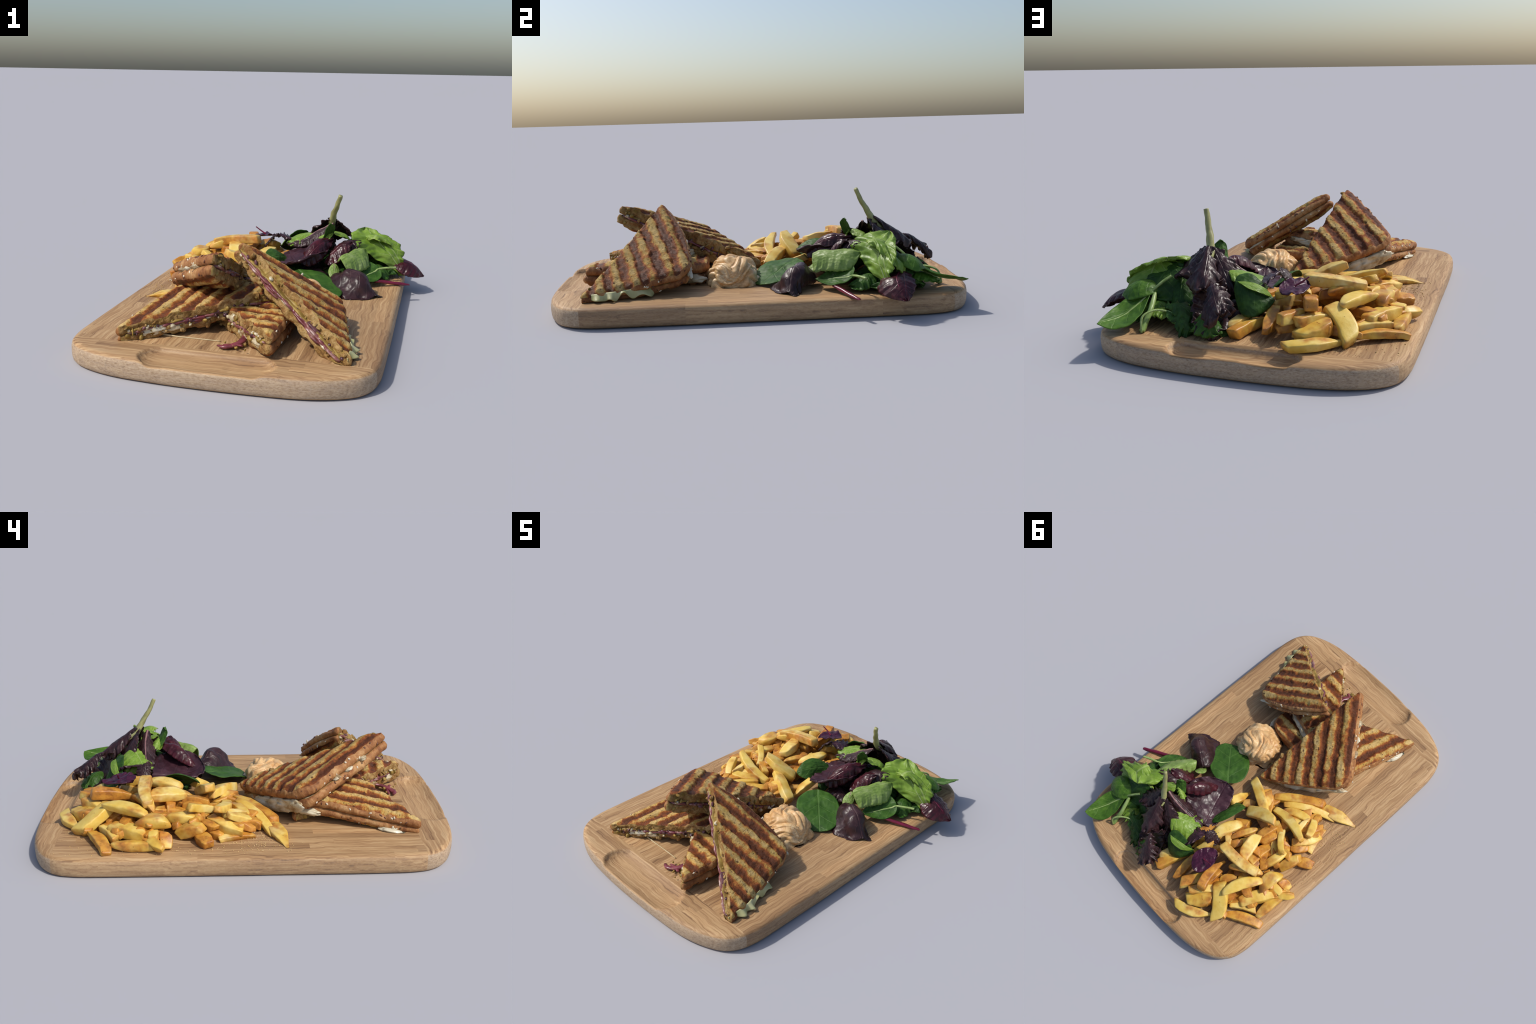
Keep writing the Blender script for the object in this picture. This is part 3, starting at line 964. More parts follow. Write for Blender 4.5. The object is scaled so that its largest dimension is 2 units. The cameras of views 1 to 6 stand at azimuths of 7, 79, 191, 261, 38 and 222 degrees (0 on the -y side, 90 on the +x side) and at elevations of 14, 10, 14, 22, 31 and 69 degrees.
def fry_mesh(L, w, t, kind, seed):
    r = np.random.default_rng(seed)
    S = np.array([0.0, 0.025, 0.07, 0.16, 0.28, 0.4, 0.5, 0.6, 0.72, 0.84, 0.93, 0.975, 1.0])
    m = 16
    bend = r.uniform(-0.09, 0.09) * L
    bendz = r.uniform(-0.02, 0.05) * L
    skew0, skew1 = r.uniform(-0.5, 0.5, 2)
    tz0, tz1 = r.uniform(-0.4, 0.4, 2)
    tap0, tap1 = r.uniform(0.55, 1.0, 2)
    verts, faces = [], []
    for i, s in enumerate(S):
        if kind == "wedge":
            e = (max(0.0, 1 - abs(2 * s - 1) ** 2.2)) ** 0.6
            sw, st = 0.25 + 0.75 * e, 0.22 + 0.78 * e
        elif kind == "point":
            e = 1 - 0.75 * smooth(0.45, 1.0, s)
            sw, st = e, 0.3 + 0.7 * e
        else:
            sw = st = tap0 + (1 - tap0) * smooth(0, 0.35, s) - (1 - tap1) * smooth(0.6, 1.0, s)
        rd = 0.80 if i in (0, len(S) - 1) else (0.95 if i in (1, len(S) - 2) else 1.0)
        tw = r.uniform(-0.05, 0.05)
        for k in range(m):
            an = 2 * math.pi * (k + 0.5) / m
            c, q = math.cos(an), math.sin(an)
            ex = 0.24 if kind != "wedge" else 0.34
            yy = math.copysign(abs(c) ** ex, c)
            zz = math.copysign(abs(q) ** ex, q)
            if kind == "wedge" and zz < 0:
                yy *= 1 - 0.45 * abs(zz)
            yy, zz = yy * w / 2 * sw * rd, zz * t / 2 * st * rd
            yy, zz = yy + tw * zz, zz - tw * yy
            xx = (s - 0.5) * L
            f = (1 - smooth(0, 0.3, s), smooth(0.7, 1, s))
            xx += f[0] * (skew0 * yy + tz0 * zz) + f[1] * (skew1 * yy + tz1 * zz)
            cz = 1 - (2 * s - 1) ** 2
            verts.append((xx, yy + bend * cz, zz + bendz * cz))
    V = np.array(verts)
    nz = np.c_[fbm(V * 26 + seed, seed), fbm(V * 26 + 9 + seed, seed + 1), fbm(V * 26 + 17 + seed, seed + 2)]
    V = V + nz * np.array([0.003, 0.005, 0.005])
    n = len(S)
    for i in range(n - 1):
        for k in range(m):
            j = (k + 1) % m
            faces.append((i * m + k, i * m + j, (i + 1) * m + j, (i + 1) * m + k))
    a, b = len(V), len(V) + 1
    V = np.vstack([V, V[:m].mean(0), V[-m:].mean(0)])
    for k in range(m):
        j = (k + 1) % m
        faces.append((a, j, k))
        faces.append((b, (n - 1) * m + k, (n - 1) * m + j))
    faces = [tuple(reversed(f)) for f in faces]
    return V, faces


FRIES = [
    ((-0.25, 0.649, 0.22), (-0.347, 0.792, 0.136), 0.080, 0.050, "bar", 0.0),
    ((-0.303, 0.679, 0.236), (-0.421, 0.491, 0.224), 0.066, 0.050, "wedge", 0.0),
    ((-0.132, 0.476, 0.283), (-0.375, 0.477, 0.26), 0.058, 0.048, "bar", 0.0),
    ((-0.236, 0.310, 0.237), (-0.260, 0.465, 0.250), 0.074, 0.046, "bar", 0.0),
    ((-0.092, 0.225, 0.178), (-0.261, 0.193, 0.268), 0.070, 0.046, "bar", 0.0),
    ((0.011, 0.051, 0.151), (-0.182, 0.178, 0.198), 0.056, 0.048, "bar", 0.0),
    ((-0.196, 0.113, 0.162), (-0.439, 0.176, 0.240), 0.052, 0.046, "bar", 0.0),
    ((-0.148, 0.056, 0.160), (-0.391, -0.093, 0.139), 0.056, 0.042, "bar", 0.5),
    ((-0.224, 0.057, 0.170), (-0.485, -0.070, 0.106), 0.040, 0.036, "bar", 0.0),
    ((-0.402, -0.080, 0.118), (-0.605, -0.118, 0.098), 0.070, 0.034, "point", 0.0),
    ((-0.244, 0.09, 0.167), (-0.383, 0.044, 0.168), 0.050, 0.040, "bar", 0.3),
    ((-0.320, 0.190, 0.182), (-0.398, 0.296, 0.234), 0.036, 0.036, "bar", 0.1),
    ((-0.402, 0.198, 0.174), (-0.495, 0.072, 0.146), 0.048, 0.046, "bar", 0.3),
    ((-0.482, 0.022, 0.112), (-0.505, 0.171, 0.115), 0.048, 0.032, "bar", 0.3),
    ((-0.482, 0.265, 0.135), (-0.562, 0.228, 0.130), 0.062, 0.046, "bar", 1.2),
    ((-0.443, 0.345, 0.140), (-0.490, 0.252, 0.182), 0.058, 0.056, "bar", 0.1),
    ((-0.360, 0.420, 0.180), (-0.409, 0.243, 0.178), 0.052, 0.050, "wedge", 0.1),
    ((-0.299, 0.443, 0.184), (-0.317, 0.305, 0.176), 0.065, 0.044, "bar", 0.4),
    ((-0.236, 0.547, 0.240), (-0.393, 0.460, 0.237), 0.052, 0.050, "wedge", 0.2),
    ((-0.442, 0.530, 0.206), (-0.474, 0.390, 0.206), 0.082, 0.058, "wedge", 0.1),
    ((-0.460, 0.465, 0.158), (-0.535, 0.472, 0.166), 0.046, 0.046, "bar", 0.1),
    ((-0.490, 0.414, 0.160), (-0.540, 0.410, 0.112), 0.056, 0.034, "bar", 0.3),
    ((-0.397, 0.650, 0.170), (-0.507, 0.506, 0.174), 0.070, 0.058, "bar", 0.0),
    ((-0.518, 0.645, 0.138), (-0.553, 0.425, 0.138), 0.062, 0.048, "wedge", 0.0),
    ((-0.371, 0.744, 0.132), (-0.556, 0.670, 0.114), 0.056, 0.032, "bar", 0.3),
    ((-0.364, 0.687, 0.145), (-0.480, 0.629, 0.142), 0.044, 0.040, "bar", 0.0),
    ((-0.115, 0.872, 0.120), (-0.320, 0.785, 0.124), 0.056, 0.036, "point", 0.0),
    ((-0.156, 0.811, 0.148), (-0.262, 0.728, 0.180), 0.074, 0.056, "bar", 0.1),
    ((-0.145, 0.775, 0.190), (-0.232, 0.690, 0.184), 0.048, 0.050, "bar", 0.1),
    ((-0.076, 0.776, 0.200), (-0.146, 0.680, 0.198), 0.058, 0.046, "bar", 0.1),
    ((-0.018, 0.776, 0.150), (-0.029, 0.620, 0.190), 0.050, 0.050, "bar", 0.7),
    ((0.108, 0.780, 0.130), (0.037, 0.635, 0.136), 0.060, 0.046, "bar", 0.5),
    ((0.142, 0.730, 0.135), (0.080, 0.620, 0.154), 0.046, 0.044, "bar", 0.2),
    ((-0.192, 0.732, 0.250), (-0.189, 0.540, 0.218), 0.054, 0.050, "point", 0.8),
    ((-0.050, 0.475, 0.233), (-0.123, 0.318, 0.220), 0.072, 0.050, "wedge", 0.0),
    ((-0.123, 0.410, 0.211), (-0.203, 0.282, 0.210), 0.040, 0.042, "wedge", 0.4),
    ((-0.041, 0.575, 0.230), (-0.065, 0.495, 0.262), 0.046, 0.044, "bar", 0.1),
    ((-0.412, 0.029, 0.163), (-0.451, 0.125, 0.210), 0.046, 0.034, "bar", 0.1),
    ((0.022, 0.245, 0.184), (-0.012, 0.130, 0.126), 0.052, 0.036, "point", 0.3),
    ((-0.094, 0.058, 0.160), (-0.160, 0.115, 0.162), 0.052, 0.046, "bar", 0.3),
    ((-0.240, 0.310, 0.205), (-0.275, 0.205, 0.203), 0.050, 0.046, "bar", 1.3),
    ((-0.272, 0.318, 0.190), (-0.314, 0.230, 0.188), 0.052, 0.046, "bar", 1.4),
    ((-0.415, 0.232, 0.165), (-0.468, 0.186, 0.162), 0.044, 0.040, "bar", 1.0),
    ((-0.148, 0.436, 0.195), (-0.186, 0.392, 0.195), 0.046, 0.050, "bar", 0.6),
    ((0.040, 0.510, 0.200), (-0.008, 0.420, 0.200), 0.044, 0.044, "bar", 0.8),
    ((-0.226, 0.622, 0.176), (-0.295, 0.568, 0.176), 0.050, 0.044, "bar", 0.4),
    ((-0.383, 0.138, 0.180), (-0.390, 0.038, 0.182), 0.032, 0.030, "point", 0.0),
    ((-0.325, 0.698, 0.134), (-0.360, 0.630, 0.134), 0.050, 0.044, "bar", 0.9),
    ((-0.028, 0.196, 0.134), (-0.076, 0.160, 0.134), 0.048, 0.044, "bar", 0.2),
    ((-0.076, 0.312, 0.165), (-0.140, 0.280, 0.165), 0.054, 0.046, "bar", 0.8),
    ((-0.380, 0.042, 0.152), (-0.435, 0.092, 0.152), 0.046, 0.036, "bar", 0.3),
    ((-0.020, 0.665, 0.155), (-0.100, 0.535, 0.155), 0.050, 0.046, "bar", 0.8),
]


def build_fries():
    em = thing("french_fries", (-0.27, 0.36, TOP), "pile of golden hand cut french fries", "french fries")

    def place(p, q, w, t, kind, brown, seed, roll=0.0):
        p, q = np.array(p, float), np.array(q, float)
        d = q - p
        L = np.linalg.norm(d)
        x = d / L
        y = np.cross((0, 0, 1.0), x)
        y /= np.linalg.norm(y)
        z = np.cross(x, y)
        y, z = y * math.cos(roll) + z * math.sin(roll), z * math.cos(roll) - y * math.sin(roll)
        c = (p + q) / 2 - np.array([0, 0, t * 0.46])
        M = Matrix(((x[0], y[0], z[0], c[0]), (x[1], y[1], z[1], c[1]), (x[2], y[2], z[2], c[2]), (0, 0, 0, 1)))
        V, F = fry_mesh(L + 0.012, w, t, kind, seed)
        V = clamp_floor(V, M)
        ob = add("french_fry", make_mesh("french_fry", V, F, [FRY]), em, M)
        ob.color = (brown, 0, 0, 1)

    r = np.random.default_rng(21)
    for k, (p, q, w, t, kind, brown) in enumerate(FRIES):
        place(p, q, w, t, kind, brown, 100 + k, r.uniform(-0.22, 0.22))
    # the browner fries lower in the pile that hold the upper ones
    low = 0
    for k, (p, q, w, t, kind, brown) in enumerate(FRIES):
        m = (np.array(p) + np.array(q)) / 2
        m[2] -= t
        level = 0
        while m[2] > TOP + 0.034 and level < 3:
            a = r.uniform(0, math.pi)
            d = np.array([math.cos(a), math.sin(a), r.uniform(-0.12, 0.12)]) * r.uniform(0.05, 0.075)
            c = m + np.array([r.uniform(-0.015, 0.015), r.uniform(-0.015, 0.015), -0.004])
            d[2] = np.clip(d[2], -(c[2] - TOP - 0.03), 0.01)
            place(c - d, c + d, r.uniform(0.042, 0.058), r.uniform(0.038, 0.05), "bar", r.uniform(0.3, 1.2), 300 + low, r.uniform(-0.3, 0.3))
            low += 1
            level += 1
            m = m - np.array([0, 0, 0.046])
    # more of them wedged into the gaps of the heap
    top = np.array([(np.array(p) + np.array(q)) / 2 for p, q, *_ in FRIES])
    ends = np.array([e for p, q, *_ in FRIES for e in (p, q)])
    tops = np.vstack([top, ends])
    made = 0
    while made < 55:
        c = top[r.integers(len(top))][:2] + r.normal(0, 0.035, 2)
        d2 = ((tops[:, :2] - c) ** 2).sum(1)
        if d2.min() > 0.045 ** 2 or np.sort(d2)[5] > 0.085 ** 2:
            continue
        w = 1 / (d2 + 0.0006)
        zz = (tops[:, 2] * w).sum() / w.sum() - r.uniform(0.012, 0.032)
        if zz < TOP + 0.052:
            made += 0.25
            continue
        a = r.uniform(0, math.pi)
        d = np.array([math.cos(a), math.sin(a), r.uniform(-0.25, 0.25)]) * r.uniform(0.045, 0.07)
        d[2] = np.clip(d[2], -(zz - TOP - 0.03), zz - TOP - 0.03)
        cc = np.array([c[0], c[1], zz])
        place(cc - d, cc + d, r.uniform(0.036, 0.055), r.uniform(0.034, 0.046), ["bar", "bar", "wedge", "point"][int(made) % 4], r.uniform(0.1, 1.0), 500 + int(made * 4), r.uniform(-0.5, 0.5))
        made += 1
    # spice grains scattered on the board round the pile
    parts = []
    grain = plain_material("spice_grain", (0.50, 0.30, 0.08), (0.72, 0.56, 0.30), 40, 0.6, 0.3, 0.1)
    for k in range(420):
        if k < 190:
            c = np.array([-0.50, 0.03]) + r.normal(0, 1, 2) * (0.055, 0.07)
        else:
            u = r.random()
            c = np.array([-0.60 + 0.07 * u, -0.1 + 0.95 * u]) + r.normal(0, 1, 2) * (0.035, 0.08) if k < 330 else np.array([r.uniform(-0.45, 0.25), 0.84 + r.normal(0, 0.04)])
        loc = apply_matrix(BOARD.inverted(), np.array([[c[0], c[1], 0]]))[0]
        if abs(loc[0]) > 0.60 or abs(loc[1]) > 0.83:
            continue
        s = r.uniform(0.0014, 0.0034)
        a = r.uniform(0, 6.28)
        ax = np.array([(math.cos(a), math.sin(a), 0), (-math.sin(a) * 0.6, math.cos(a) * 0.6, 0), (0, 0, 0.6)]) * s
        parts.append(blob((c[0], c[1], TOP + s * 0.5 + 0.0006), ax, k, 0.2, 2, 6, 4))
    V, F = merge(parts)
    o = world_piece("spice_grains", V, F, grain, em, None, None)
    o["kind"] = "stuff"


# ------------------------------------------------------------------ sauce
def build_sauce():
    """scooped dollop: an uneven dome wrapped in soft overlapping folds"""
    nu, nv = 190, 84
    D, faces = [], []
    for i in range(nv + 1):
        for j in range(nu):
            ph = 2 * math.pi * j / nu
            th = (math.pi / 2 + 0.35) * i / nv
            D.append((math.sin(th) * math.cos(ph), math.sin(th) * math.sin(ph), math.cos(th)))
    D = np.array(D)
    size = np.array([0.132, 0.124, 0.118])
    # swirl the space round a few points, then fold it: rounded lobes that meet in creases
    q = D.copy()
    for c, turn, wide in (((0.75, -0.55, 0.35), 3.4, 0.55), ((0.15, 0.1, 1.0), -2.8, 0.5), ((-0.5, -0.6, 0.6), 2.6, 0.45), ((-0.6, 0.6, 0.5), -2.6, 0.5), ((0.6, 0.7, 0.4), 2.4, 0.45), ((0.35, -0.3, 0.9), -2.2, 0.35)):
        c = np.array(c) / np.linalg.norm(c)
        a = 0.5 * turn * np.exp(-((q - c) ** 2).sum(1) / wide ** 2)
        ca, sa = np.cos(a)[:, None], np.sin(a)[:, None]
        q = q * ca + np.cross(c, q) * sa + c * (q @ c)[:, None] * (1 - ca)
    f1 = np.abs(fbm(q * np.array([1.9, 1.6, 2.2]) + 4.1, 31, 2)) ** 0.75
    f2 = np.abs(vnoise(q * np.array([3.9, 3.2, 4.4]) + 1.7, 37)) ** 0.8
    low = fbm(D * 1.6 + 2.3, 12, 2)
    r = 0.90 + 0.20 * f1 + 0.12 * f2 + 0.20 * low
    sup = (np.abs(D[:, 0]) ** 2.6 + np.abs(D[:, 1]) ** 2.6 + np.abs(D[:, 2]) ** 2.6) ** (-1 / 2.6)
    V = D * (r * (0.5 + 0.5 * sup))[:, None] * size
    V[:, 2] = V[:, 2] * (1 - 0.12 * D[:, 0]) + 0.006
    for i in range(nv):
        for j in range(nu):
            k = (j + 1) % nu
            faces.append((i * nu + j, (i + 1) * nu + j, (i + 1) * nu + k, i * nu + k))
    F = faces
    V[:, 2] = np.maximum(V[:, 2], 0.0008)
    me = make_mesh("sauce_dollop", V, F, [sauce_material()])
    ob = add("sauce_dollop", me, None, Matrix.Translation((0.146, -0.150, TOP)))
    ob["label"] = "creamy peach coloured sauce dollop with folded swirls"
    ob["category"] = "sauce"


# ------------------------------------------------------------------ salad
SPINACH = leaf_material("spinach_leaf", (0.020, 0.058, 0.008), (0.042, 0.112, 0.014), (0.080, 0.175, 0.026), (0.12, 0.22, 0.05), 0.5, 0.45, 0.28, 4.0)
FRESH = leaf_material("fresh_green_leaf", (0.030, 0.085, 0.008), (0.070, 0.165, 0.016), (0.13, 0.25, 0.03), (0.17, 0.30, 0.06), 0.46, 0.45, 0.3, 4.0, 0.18)
DARKGREEN = leaf_material("dark_green_leaf", (0.010, 0.034, 0.005), (0.024, 0.072, 0.009), (0.055, 0.130, 0.018), (0.08, 0.17, 0.035), 0.5, 0.4, 0.28, 6.0)
LETTUCE = leaf_material("lettuce_leaf", (0.115, 0.215, 0.020), (0.20, 0.335, 0.038), (0.32, 0.45, 0.085), (0.42, 0.52, 0.19), 0.42, 0.55, 0.4, 5.0, 0.2)
PALE = leaf_material("pale_lettuce_leaf", (0.13, 0.24, 0.035), (0.25, 0.37, 0.085), (0.38, 0.48, 0.18), (0.50, 0.55, 0.27), 0.42, 0.15, 0.4, 3.0, 0.2)
PURPLE = leaf_material("purple_leaf", (0.014, 0.006, 0.006), (0.032, 0.013, 0.015), (0.062, 0.027, 0.029), (0.095, 0.048, 0.046), 0.36, 0.25, 0.35, 5.0, 0.05)
PLUM = leaf_material("plum_leaf", (0.022, 0.008, 0.012), (0.048, 0.018, 0.025), (0.085, 0.034, 0.045), (0.10, 0.045, 0.055), 0.34, 0.2, 0.4, 4.0, 0.05)
BEET = leaf_material("beet_leaf", (0.018, 0.004, 0.006), (0.052, 0.008, 0.013), (0.10, 0.016, 0.025), (0.15, 0.028, 0.04), 0.32, 0.3, 0.4, 5.0, 0.06, (0.030, 0.007, 0.010))
MAGENTA = leaf_material("magenta_leaf", (0.026, 0.005, 0.014), (0.055, 0.009, 0.028), (0.095, 0.020, 0.050), (0.07, 0.010, 0.035), 0.34, 0.3, 0.4, 3.0, 0.08)
RIB_GREEN = plain_material("green_stalk", (0.16, 0.27, 0.06), (0.36, 0.45, 0.17), 9, 0.4, 0.4, 0.2)
RIB_LEAF = plain_material("leaf_green_rib", (0.05, 0.12, 0.02), (0.10, 0.20, 0.045), 9, 0.45, 0.3, 0.2)
RIB_PINK = plain_material("pink_rib", (0.15, 0.07, 0.075), (0.27, 0.145, 0.14), 12, 0.4, 0.4, 0.2)
RIB_RED = plain_material("red_stalk", (0.10, 0.006, 0.022), (0.22, 0.014, 0.05), 12, 0.3, 0.5, 0.2)
STALK = plain_material("olive_stalk", (0.15, 0.14, 0.05), (0.36, 0.36, 0.15), 11, 0.45, 0.4, 0.4)


def width_profile(kind, u):
    if kind == "round":
        return np.sqrt(np.clip(1 - (2 * u - 1) ** 2, 0, 1)) ** 0.9
    if kind == "ovate":
        return np.clip(np.sin(np.pi * u ** 0.85), 0, 1) ** 0.75
    if kind == "lance":
        return np.clip(np.sin(np.pi * u), 0, 1) ** 0.9
    if kind == "fan":
        return (0.22 + 0.95 * smooth(0, 0.62, u)) * (np.clip(1 - u ** 5, 0, 1)) ** 0.5
    if kind == "strip":
        return (np.clip(1 - np.abs(2 * u - 1) ** 5, 0, 1)) ** 0.5
    return np.clip(np.sin(np.pi * u), 0, 1)


def leaf_object(em, b, m, t, l, r, mat, profile="ovate", ruffle=0.0, lobes=0.0, freq=6.0, quilt=0.003, crumple=0.016, seed=0, rib=None, rib_r=0.0045, stem=None, thick=0.0035, floor=FLOOR):
    b, m, t, l, r = (np.array(p, float) for p in (b, m, t, l, r))
    nu, nv = 52, 26
    U, W = np.meshgrid(np.linspace(0, 1, nu), np.linspace(-1, 1, nv), indexing="ij")
    c = 2 * m - 0.5 * (b + t)
    mid = ((1 - U) ** 2)[..., None] * b + (2 * U * (1 - U))[..., None] * c + (U ** 2)[..., None] * t
    half, cup = (r - l) / 2, (l + r) / 2 - m
    wp = width_profile(profile, U)
    if lobes:
        cc = np.c_[U.ravel() * freq * 1.5 + seed * 7.7, np.sign(W).ravel() * 5.3, np.full(U.size, seed * 0.37)]
        wp = wp * (1 + 1.8 * lobes * fbm(cc, seed, 3).reshape(nu, nv))
    wp = np.maximum(wp, 0.03)
    P = mid + (wp * W)[..., None] * half + (wp * W ** 2)[..., None] * cup
    N = np.cross(np.gradient(P, axis=0), np.gradient(P, axis=1))
    N /= np.linalg.norm(N, axis=2, keepdims=True) + 1e-9
    flat = P.reshape(-1, 3)
    bump = quilt * fbm(flat * 38 + seed * 5.3, seed, 2).reshape(nu, nv)
    big = crumple * fbm(flat * 9 + seed * 2.1, seed + 3, 2).reshape(nu, nv)
    edge = np.abs(W) ** 2.2
    wv = vnoise(np.c_[U.ravel() * 3.1 + seed, W.ravel() * 1.3, np.full(U.size, 2.2)], seed + 8).reshape(nu, nv)
    wave = ruffle * edge * (0.5 + 1.1 * np.abs(wv)) * (np.sin(U * freq * 2 * np.pi + W * 1.7 + seed + 3 * wv) + 0.5 * np.sin(U * freq * 4.6 * np.pi + seed * 1.9 + np.sign(W) + 4 * wv))
    tip = ruffle * 0.8 * smooth(0.7, 1, U) * np.sin(W * freq * 1.6 + seed)
    P = P + N * (bump + big + wave + tip)[..., None]
    P = P.reshape(-1, 3)
    if floor is not None:
        # slide points that would sink below the board or hang past its rim
        P[:, 2] = np.maximum(P[:, 2], floor + 0.002)
    F = [(i * nv + j, i * nv + j + 1, (i + 1) * nv + j + 1, (i + 1) * nv + j) for i in range(nu - 1) for j in range(nv - 1)]
    # local frame: y from base to tip, x across; scaled so that x = +-1, y = 0..1
    y = t - b
    Ly = np.linalg.norm(y)
    y = y / Ly
    x = half - y * (half @ y)
    Lx = np.linalg.norm(x)
    x = x / Lx
    z = np.cross(x, y)
    Lz = (Lx + Ly) / 2
    M = Matrix(((x[0] * Lx, y[0] * Ly, z[0] * Lz, b[0]), (x[1] * Lx, y[1] * Ly, z[1] * Lz, b[1]), (x[2] * Lx, y[2] * Ly, z[2] * Lz, b[2]), (0, 0, 0, 1)))
    V = apply_matrix(M.inverted(), P)
    # closed thin solid: two skins joined by a rim
    nrm = N.reshape(-1, 3) * (thick / 2)
    A = apply_matrix(M.inverted(), P + nrm)
    B = apply_matrix(M.inverted(), P - nrm)
    n = len(A)
    faces = list(F) + [tuple(n + i for i in reversed(f)) for f in F]
    ring = [j for j in range(nv)] + [i * nv + nv - 1 for i in range(1, nu)] + [(nu - 1) * nv + j for j in range(nv - 2, -1, -1)] + [i * nv for i in range(nu - 2, 0, -1)]
    for a, q in zip(ring, ring[1:] + ring[:1]):
        faces.append((q, a, n + a, n + q))
    ob = add("leaf", make_mesh("leaf", np.vstack([A, B]), faces, [mat]), em, M)
    if rib is not None:
        k = nv // 2
        G = P.reshape(nu, nv, 3)
        pts = [(G[i, k] + G[i, k - 1]) / 2 for i in range(0, nu - 3, 6)]
        rad = [rib_r * (1 - 0.75 * i / len(pts)) for i in range(len(pts))]
        if stem is not None:
            pts = [np.array(s, float) for s in stem] + pts
            rad = [rib_r * 1.15] * len(stem) + rad
        Vt, Ft = tube(pts, rad, 7, 0.9, seed)
        add("leaf_rib", make_mesh("leaf_rib", apply_matrix(M.inverted(), Vt), Ft, [rib]), ob, M)
    return ob


def build_salad():
    em = thing("mixed_salad", (0.35, 0.5, TOP), "mixed salad leaves, green, pale and dark purple", "salad")
    k = [0]

    def leaf(*a, **kw):
        k[0] += 1
        kw.setdefault("seed", k[0])
        return leaf_object(em, *a, **kw)

    # flat spinach leaf beside the sauce
    leaf((.111, .174, .182), (.194, .071, .148), (.284, -.046, .096), (.298, .128, .140), (.094, .004, .146), SPINACH, "round", rib=RIB_LEAF, rib_r=0.0028)
    # folded dark leaf next to it
    leaf((.294, .184, .160), (.400, .100, .188), (.502, .036, .106), (.328, .012, .104), (.472, .128, .108), PURPLE, "strip", quilt=0.006, lobes=0.15, crumple=0.045)
    # green cup with a pale stalk
    leaf((.522, .330, .166), (.452, .262, .140), (.385, .195, .122), (.420, .318, .200), (.502, .232, .124), SPINACH, "ovate", rib=RIB_GREEN, rib_r=0.006, stem=[(.612, .364, .165), (.57, .348, .166)])
    # rolled pale lettuce
    leaf((.322, .203, .236), (.385, .288, .262), (.446, .392, .250), (.352, .322, .222), (.432, .246, .172), PALE, "strip", lobes=0.08, ruffle=0.003)
    # big light green lettuce draped over the right side
    leaf((.664, .472, .096), (.545, .442, .262), (.450, .532, .338), (.425, .378, .252), (.638, .482, .240), LETTUCE, "fan", ruffle=0.009, lobes=0.13, freq=6, rib=RIB_GREEN, rib_r=0.005, quilt=0.005)
    leaf((.49, .41, .305), (.525, .475, .300), (.545, .555, .205), (.628, .478, .226), (.372, .505, .262), LETTUCE, "fan", ruffle=0.011, lobes=0.10, freq=5, quilt=0.005)
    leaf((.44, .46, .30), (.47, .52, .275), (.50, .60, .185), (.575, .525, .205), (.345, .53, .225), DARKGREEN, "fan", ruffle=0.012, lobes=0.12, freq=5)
    # beet leaf over the rim and its red stalk
    leaf((.600, .535, .185), (.690, .475, .160), (.770, .490, .090), (.655, .400, .118), (.705, .548, .130), BEET, "ovate", ruffle=0.004, rib=RIB_RED, rib_r=0.004)
    V, F = tube([(.500, .250, .118), (.56, .268, .110), (.62, .29, .099), (.668, .307, .090), (.682, .312, .086)], [.010, .011, .011, .010, .007], 8, 0.8)
    world_piece("red_stalk", V, F, RIB_RED, em)
    # long spinach leaf at the far right
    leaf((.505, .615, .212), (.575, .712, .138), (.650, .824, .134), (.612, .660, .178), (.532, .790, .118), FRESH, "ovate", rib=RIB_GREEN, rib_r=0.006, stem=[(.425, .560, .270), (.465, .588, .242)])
    leaf((.490, .550, .225), (.555, .590, .240), (.620, .625, .195), (.600, .535, .205), (.510, .645, .205), FRESH, "round")
    leaf((.500, .575, .16), (.555, .640, .165), (.600, .700, .122), (.600, .600, .140), (.515, .685, .140), FRESH, "ovate", ruffle=0.005)
    # tall oak-leaf lettuce with its stalk standing up
    V, F = tube([(.306, .418, .528), (.296, .436, .490), (.284, .462, .450), (.272, .490, .410), (.266, .520, .362), (.266, .570, .320), (.262, .640, .275)], [.0115, .0125, .014, .017, .020, .016, .009], 10, 0.85)
    world_piece("stalk", V, F, STALK, em)
    leaf((.268, .500, .402), (.268, .600, .335), (.246, .700, .262), (.318, .612, .280), (.214, .600, .285), PURPLE, "fan", ruffle=0.012, lobes=0.10, freq=4)
    leaf((.262, .500, .400), (.198, .548, .310), (.150, .605, .215), (.235, .590, .265), (.152, .525, .290), PURPLE, "fan", ruffle=0.013, lobes=0.10, freq=5)
    leaf((.218, .664, .280), (.226, .688, .165), (.184, .808, .095), (.286, .718, .190), (.166, .650, .200), PURPLE, "strip", ruffle=0.012, lobes=0.12, freq=5)
    leaf((.215, .690, .285), (.182, .760, .255), (.146, .828, .200), (.205, .800, .180), (.130, .745, .220), PURPLE, "fan", ruffle=0.014, lobes=0.16, freq=6)
    leaf((.30, .48, .385), (.335, .52, .34), (.365, .585, .275), (.385, .50, .29), (.285, .565, .31), PURPLE, "fan", ruffle=0.012, lobes=0.10, freq=6)
    # narrow purple leaf with a pink rib
    leaf((.277, .460, .362), (.166, .478, .303), (.036, .464, .236), (.161, .532, .248), (.158, .428, .256), PURPLE, "lance", rib=RIB_PINK, rib_r=0.007, ruffle=0.004)
    leaf((.195, .540, .300), (.115, .535, .290), (.036, .490, .246), (.085, .598, .252), (.125, .470, .256), LETTUCE, "strip", ruffle=0.007, lobes=0.10, freq=5)
